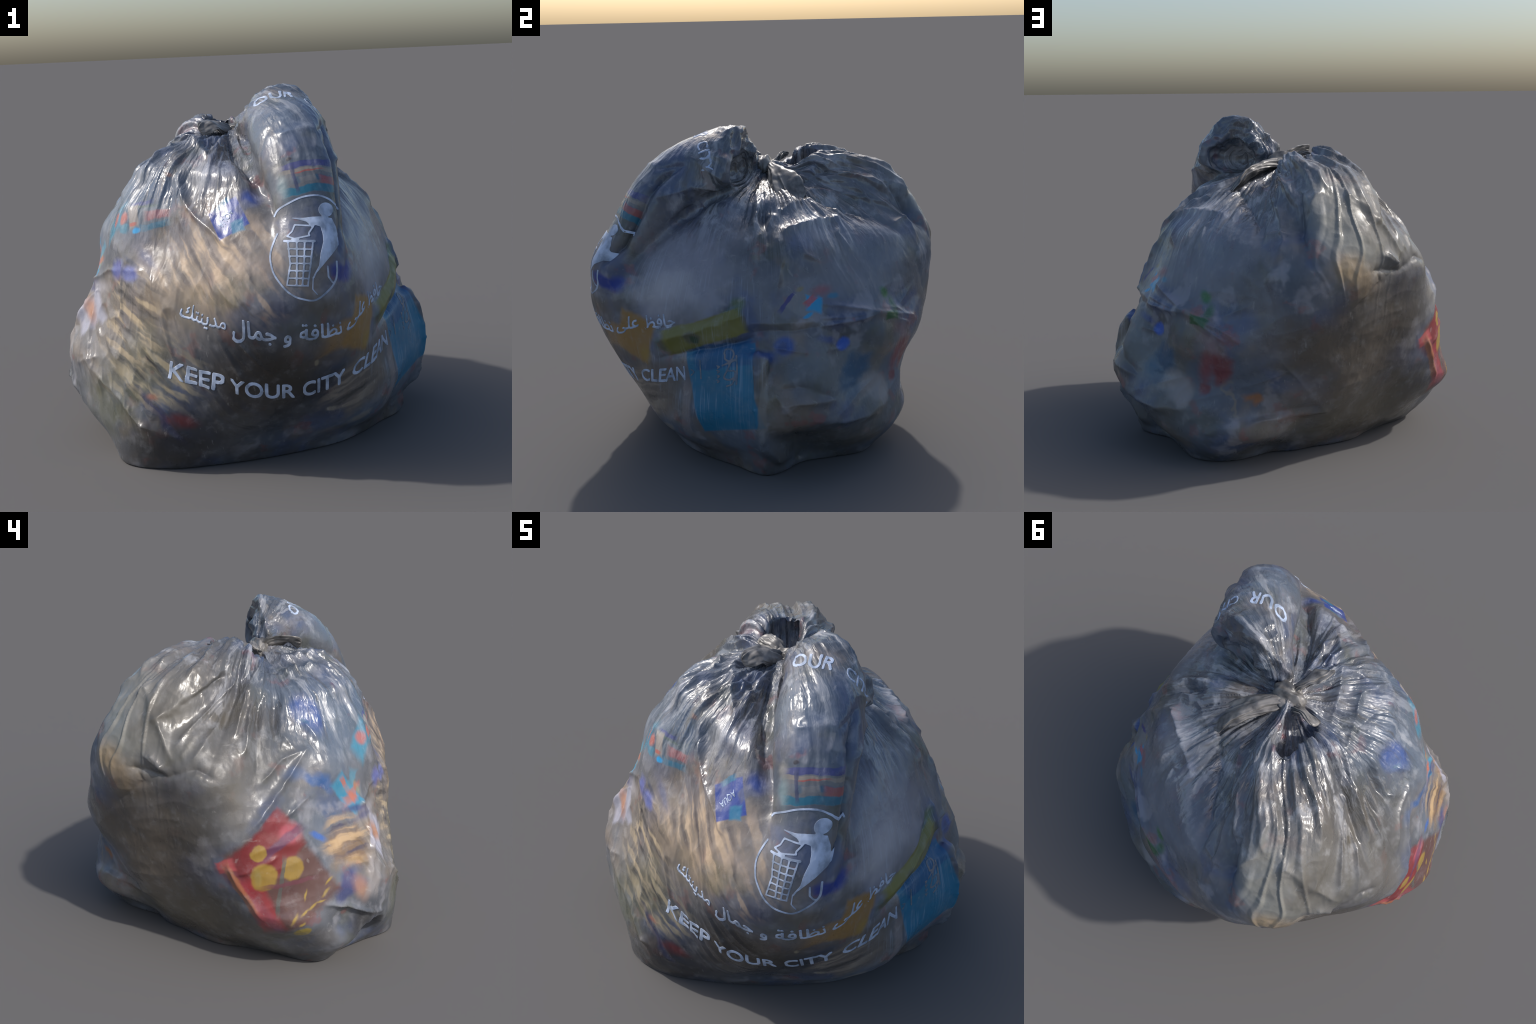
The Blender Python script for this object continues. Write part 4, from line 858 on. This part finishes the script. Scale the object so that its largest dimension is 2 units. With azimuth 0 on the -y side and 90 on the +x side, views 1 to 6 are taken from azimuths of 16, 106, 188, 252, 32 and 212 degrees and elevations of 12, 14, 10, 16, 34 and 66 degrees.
# film split by what can be told apart; borders coincide and normals run on
owner = np.array(["body", "gathered_ear", "gathered_ear.001"], object)[part_of[Q[:, 0]]]
seen = {}
for nm, kind, c, U, W, soft, colour, warp, strength in PATCHES:
    if not nm: continue
    U, W = np.array(U), np.array(W)
    x = U / np.linalg.norm(U); n = np.cross(x, W); n /= np.linalg.norm(n); y = np.cross(n, x)
    hu, hv = np.linalg.norm(U), abs(W @ y)
    q = np.abs(np.stack([(mid - c) @ x / hu, (mid - c) @ y / hv, (mid - c) @ n / (.45 * max(hu, hv) + .07)], 1))
    m = (q ** 2).sum(1) < 1 if kind == "oval" else q.max(1) < 1
    k = seen[nm] = seen.get(nm, -1) + 1
    owner[m] = nm if k == 0 else "%s.%03d" % (nm, k)
made = {}
for nm in sorted(set(owner), key=str):
    F = Q[owner == nm]
    used, inv = np.unique(F, return_inverse=True)
    m = mesh_from(nm, V[used], inv.reshape(-1, 4))
    m.polygons.foreach_set("use_smooth", np.ones(len(F), bool))
    m.normals_split_custom_set_from_vertices(Nrm[used].tolist())
    mine = sector[owner == nm]
    which = np.unique(mine)
    for k in which: m.materials.append(FILMS[k])
    m.polygons.foreach_set("material_index", np.searchsorted(which, mine).astype(np.int32))
    made[nm] = add(nm, m, None)
for nm, o in made.items():
    if nm.startswith("gold_disc") and "paper_box" in made: o.parent = made["paper_box"]
bpy.data.meshes.remove(me)


def loft(name, stations, mat, seed, n=36, m=56, parent=bag):
    """A crumpled strip: (x, y, z, half width, half thickness, roll) along its run."""
    S = np.array(stations, float)
    T = cubic(np.arange(len(S), dtype=float), S, np.linspace(0, len(S) - 1, m))
    C = T[:, :3]; tan = np.gradient(C, axis=0); tan /= np.linalg.norm(tan, axis=1)[:, None]
    side = np.cross(tan, (0, 0, 1.)); side /= np.linalg.norm(side, axis=1)[:, None]
    up = np.cross(side, tan)
    th = np.arange(n) * 2 * math.pi / n
    rows = []
    for i in range(m):
        cr, sr = math.cos(T[i, 5]), math.sin(T[i, 5])
        end = math.sqrt(max(0, 1 - max(0, abs(2 * i / (m - 1) - 1) * 6 - 5) ** 2)) * .96 + .04
        p = np.cos(th) * T[i, 3] * end; q = np.sin(th) * T[i, 4] * end
        rows.append(C[i] + np.outer(p * cr - q * sr, side[i]) + np.outer(p * sr + q * cr, up[i]))
    W = np.concatenate(rows)
    W += (W - np.repeat(C, n, 0)) * (.5 * ridged(np.stack([np.tile(np.cos(th), m) * 3.2, np.tile(np.sin(th), m) * 3.2, np.repeat(np.linspace(0, 1.6, m), n)], 1), seed))[:, None]
    W += .006 * np.stack([noise3(W * 26, seed + i) for i in range(3)], 1)
    i = np.arange(m - 1)[:, None] * n; j = np.arange(n)[None]; k = (j + 1) % n
    F = np.stack([i + j, i + k, i + n + k, i + n + j], -1).reshape(-1, 4)
    mesh = bpy.data.meshes.new(name)
    mesh.from_pydata(W.tolist(), [], F.tolist() + [list(range(n))[::-1], [(m - 1) * n + q for q in range(n)]])
    mesh.polygons.foreach_set("use_smooth", np.ones(len(mesh.polygons), bool))
    o = add(name, mesh, mat, parent)
    s = o.modifiers.new("smooth", "SUBSURF"); s.levels = s.render_levels = 1
    return o


knot = loft("knot", [(-.09,.03,1.585,.035,.04,0), (-.05,.01,1.62,.055,.045,.5), (.0,-.01,1.63,.055,.042,1.), (.05,-.03,1.59,.035,.04,1.5)], knot_film, 61)
loft("tie_strip", [(.02,.0,1.61,.035,.028,.2), (-.05,-.08,1.67,.034,.014,.9), (-.10,-.16,1.70,.042,.012,.5), (-.15,-.225,1.682,.028,.010,1.2)], knot_film, 62, parent=knot)
loft("tie_strip", [(-.03,-.01,1.61,.03,.035,0), (.07,.08,1.605,.045,.03,-.3), (.17,.15,1.555,.085,.026,-.5), (.26,.205,1.475,.080,.018,-.2), (.30,.22,1.44,.05,.012,-.2)], knot_film, 63, parent=knot)
loft("tie_strip", [(-.05,.02,1.61,.028,.022,0), (-.14,.045,1.665,.034,.011,.8), (-.235,.07,1.665,.024,.009,.4)], knot_film, 64, parent=knot)

# ---------------------------------------------------------------------------
# 7. PRINT: flat solids laid onto the film
# ---------------------------------------------------------------------------


def cells(ob, voxel):
    """Evenly meshed copy of a flat solid (so that it can bend with the film)."""
    bpy.context.scene.collection.objects.link(ob)
    mod = ob.modifiers.new("cells", "REMESH"); mod.mode = "VOXEL"; mod.voxel_size = voxel
    m = bpy.data.meshes.new_from_object(ob.evaluated_get(bpy.context.evaluated_depsgraph_get()))
    bpy.data.objects.remove(ob)
    return m


def lay(mesh, place):
    """place(xy) -> points on the film and their normals; z becomes height above it."""
    n = len(mesh.vertices); c = np.empty(n * 3, np.float32); mesh.vertices.foreach_get("co", c); c = c.reshape(-1, 3)
    P, NN = place(c[:, :2])
    mesh.vertices.foreach_set("co", (P + NN * c[:, 2:]).astype(np.float32).ravel())
    mesh.polygons.foreach_set("use_smooth", np.ones(len(mesh.polygons), bool)); mesh.update()


def nearest(P):
    hit = [TREE.find_nearest(Vector(p)) for p in P]
    return np.array([h[0] for h in hit]), np.array([h[1] for h in hit])


ARABIC = {"madinatik": "\ufeda\ufe98\ufee8\ufef3\ufeaa\ufee3", "wajamal": "\ufedd\ufe8e\ufee4\ufe9f \ufeed", "nazafa": "\ufe94\ufed3\ufe8e\ufec8\ufee7",
          "ala": "\ufef0\ufee0\ufecb", "hafiz": "\ufec6\ufed3\ufe8e\ufea3"}
slogan = None


def word(text, cap, stations, mat=None, bold=.026):
    cu = bpy.data.curves.new("text", "FONT"); cu.body = ARABIC.get(text, text)
    cu.extrude = .03; cu.resolution_u = 6
    t = [s[0] for s in stations]; A = np.array([s[1] for s in stations]); B = np.array([s[2] for s in stations])
    high = np.linalg.norm(B - A, axis=1).mean()
    m = cells(bpy.data.objects.new("text", cu), .0034 * cap / high)
    c = np.empty(len(m.vertices) * 3, np.float32); m.vertices.foreach_get("co", c); c = c.reshape(-1, 3)
    x0, x1 = c[:, 0].min(), c[:, 0].max()
    vn = np.empty(len(m.vertices) * 3, np.float32); m.vertex_normals.foreach_get("vector", vn)
    c[:, :2] += bold * vn.reshape(-1, 3)[:, :2]
    c[:, 0] = (c[:, 0] - x0) / (x1 - x0); c[:, 1] /= cap; c[:, 2] = np.where(c[:, 2] > 0, .0016, -.003)
    m.vertices.foreach_set("co", c.ravel())
    def place(q):
        a = np.stack([np.interp(q[:, 0], t, A[:, i]) for i in range(3)], 1); b = np.stack([np.interp(q[:, 0], t, B[:, i]) for i in range(3)], 1)
        return nearest(a + (b - a) * q[:, 1:2])
    lay(m, place)
    return add("printed_word", m, mat or ink)


word('KEEP', 0.727, [(0, (-0.166, -0.863, 0.508), (-0.150, -0.863, 0.596)), (0.5, (-0.011, -0.887, 0.484), (0.002, -0.897, 0.573)), (1, (0.136, -0.905, 0.461), (0.149, -0.921, 0.554))])
word('YOUR', 0.727, [(0, (0.174, -0.908, 0.462), (0.182, -0.922, 0.542)), (0.5, (0.326, -0.874, 0.432), (0.336, -0.899, 0.514)), (1, (0.464, -0.787, 0.410), (0.477, -0.830, 0.494))])
word('CITY', 0.727, [(0, (0.501, -0.759, 0.405), (0.514, -0.806, 0.495)), (0.5, (0.592, -0.693, 0.419), (0.604, -0.739, 0.509)), (1, (0.683, -0.607, 0.438), (0.692, -0.643, 0.524))])
word('CLEAN', 0.727, [(0, (0.712, -0.578, 0.457), (0.738, -0.576, 0.536)), (0.5, (0.805, -0.407, 0.496), (0.816, -0.389, 0.583)), (1, (0.851, -0.253, 0.538), (0.844, -0.260, 0.619))])
word('OUR', 0.727, [(0, (0.178, -0.317, 1.797), (0.159, -0.249, 1.830)), (0.5, (0.312, -0.344, 1.846), (0.276, -0.265, 1.871)), (1, (0.393, -0.314, 1.846), (0.378, -0.230, 1.863))])
word('CITY', 0.727, [(0, (0.455, -0.275, 1.819), (0.424, -0.218, 1.838)), (1, (0.533, -0.218, 1.659), (0.515, -0.157, 1.680))])
word('AQUA', 0.727, [(0, (0.164, -0.746, 1.341), (0.192, -0.761, 1.326)), (1, (0.110, -0.784, 1.266), (0.139, -0.803, 1.252))])
word('madinatik', 0.74, [(0, (-0.084, -0.868, 0.831), (-0.061, -0.861, 0.907)), (0.5, (0.048, -0.913, 0.806), (0.067, -0.916, 0.883)), (1, (0.183, -0.956, 0.794), (0.190, -0.968, 0.865))])
word('wajamal', 0.74, [(0, (0.215, -0.957, 0.767), (0.223, -0.977, 0.861)), (0.5, (0.355, -0.960, 0.749), (0.369, -0.987, 0.841)), (1, (0.494, -0.936, 0.736), (0.507, -0.960, 0.818))])
word('nazafa', 0.74, [(0, (0.531, -0.925, 0.747), (0.544, -0.948, 0.830)), (1, (0.703, -0.746, 0.734), (0.705, -0.772, 0.810))])
word('ala', 0.74, [(0, (0.726, -0.718, 0.758), (0.750, -0.691, 0.840)), (1, (0.787, -0.551, 0.806), (0.783, -0.559, 0.882))])
word('hafiz', 0.74, [(0, (0.795, -0.510, 0.800), (0.789, -0.518, 0.881)), (1, (0.834, -0.305, 0.843), (0.824, -0.313, 0.918))])

# the litter-bin emblem, drawn flat (millimetre-like units, y down) and printed on the front ear
EMBLEM = []


def stroke(width, *pts):
    for (x0, y0), (x1, y1) in zip(pts, pts[1:]):
        l = math.hypot(x1 - x0, y1 - y0) or 1
        nx, ny = -(y1 - y0) / l * width / 2, (x1 - x0) / l * width / 2
        EMBLEM.append([(x0 + nx, y0 + ny), (x0 - nx, y0 - ny), (x1 - nx, y1 - ny), (x1 + nx, y1 + ny)])
    for x, y in pts:
        disc(x, y, width / 2, 10)


def disc(x, y, r, n=28):
    EMBLEM.append([(x + r * math.cos(i * math.tau / n), y + r * math.sin(i * math.tau / n)) for i in range(n)])


def smooth_stroke(width, *pts):
    p = np.array(pts, float)
    stroke(width, *map(tuple, cubic(np.arange(len(p), dtype=float), p, np.linspace(0, len(p) - 1, 5 * len(p)))))


smooth_stroke(23, (105, 320), (160, 235), (300, 150), (450, 80), (600, 50), (710, 57), (820, 100), (890, 160), (935, 215))
smooth_stroke(23, (905, 900), (910, 1020), (900, 1120), (850, 1220), (760, 1310), (660, 1380), (580, 1395), (470, 1375), (380, 1345), (280, 1280), (190, 1180), (120, 1080), (80, 980), (58, 850), (75, 740), (110, 640), (150, 550))
disc(770, 235, 94)
EMBLEM.append([(600, 330), (700, 325), (740, 345), (700, 455), (640, 440), (570, 435), (520, 395), (430, 370), (335, 352), (345, 343), (480, 346)])
EMBLEM.append([(700, 325), (845, 345), (900, 460), (930, 600), (938, 690), (860, 790), (700, 800), (735, 650), (730, 560), (700, 455)])
EMBLEM.append([(700, 800), (860, 790), (760, 910), (650, 1040), (622, 1105), (600, 1110), (620, 1060), (680, 950)])
stroke(15, (605, 1100), (600, 1250), (660, 1320)); stroke(22, (790, 960), (800, 1090), (850, 1165))
stroke(20, (600, 448), (372, 435), (340, 520), (275, 580), (370, 612), (560, 572), (550, 540), (610, 450))
stroke(30, (240, 642), (625, 642))
for x0, xm, x1 in ((285, 318, 275), (400, 402, 398), (500, 492, 470), (605, 575, 540)):
    stroke(20, (x0, 645), (xm, 930), (x1, 1200))
for y, xa, xb in ((740, 285, 600), (832, 300, 590), (922, 312, 578), (1015, 300, 565), (1110, 285, 552), (1202, 278, 545)):
    stroke(18, (xa, y), (xb, y + 4))


def draw(name, px, origin, c0, right, up, aim, mat):
    """Lay the strokes collected so far on the film, pushed on along one direction; px is a drawing unit."""
    c0, right, up, aim = np.array(c0), np.array(right), np.array(up), Vector(aim)
    verts, faces = [], []
    for poly in EMBLEM:
        area = sum(a[0] * b[1] - b[0] * a[1] for a, b in zip(poly, poly[1:] + poly[:1]))
        pl = poly if area < 0 else poly[::-1]
        k, n = len(verts), len(pl)
        z = 6 + .3 * (len(faces) % 7)
        verts += [((x - origin[0]) * px, (origin[1] - y) * px, s * z * .0006) for s in (-1, 1) for x, y in pl]
        faces += [[k + i for i in range(n)][::-1], [k + n + i for i in range(n)]] + [[k + i, k + (i + 1) % n, k + n + (i + 1) % n, k + n + i] for i in range(n)]
    m = bpy.data.meshes.new("emblem"); m.from_pydata(verts, [], faces)
    m = cells(bpy.data.objects.new("emblem", m), .0026)
    c = np.empty(len(m.vertices) * 3, np.float32); m.vertices.foreach_get("co", c); c = c.reshape(-1, 3)
    c[:, 2] = np.where(c[:, 2] > 0, .0016, -.003); m.vertices.foreach_set("co", c.ravel())
    def place(q):
        P, NN = [], []
        for x, y in q:
            s = c0 + right * x + up * y
            h = TREE.ray_cast(Vector(s) - aim * .4, aim)
            if h[0] is None: h = TREE.find_nearest(Vector(s))
            P.append(h[0]); NN.append(h[1])
        return np.array(P), np.array(NN)
    lay(m, place)
    EMBLEM.clear()
    return add(name, m, mat, made["carton"] if name.startswith("carton") else bag)


draw("printed_emblem", .0003651, (500, 700), (.571, -.922, 1.198), (.963, .267, -.043), (-.014, .207, .978), (-.222, .956, -.194), ink)
# brushed characters on the side of the carton
smooth_stroke(16, (1255, 640), (1270, 605), (1320, 605), (1340, 650), (1310, 705), (1265, 690), (1262, 650))
smooth_stroke(16, (1240, 745), (1300, 720), (1365, 690)); smooth_stroke(16, (1320, 700), (1285, 780), (1255, 850), (1300, 870), (1345, 850))
smooth_stroke(16, (1362, 660), (1368, 780), (1362, 905)); smooth_stroke(14, (1290, 790), (1350, 800), (1330, 900), (1280, 925))
for y in (755, 795, 838, 880):
    smooth_stroke(11, (1192, y - 8), (1214, y), (1198, y + 14))
smooth_stroke(12, (1040, 700), (1050, 860)); smooth_stroke(12, (960, 780), (985, 800), (962, 830))
draw("carton_print", 0.000628, (1300, 760), (0.906, 0.030, 0.655), (-0.273, 0.962, -0.020), (-0.232, -0.045, 0.972), (-0.890, -0.300, -0.343), faint_ink)
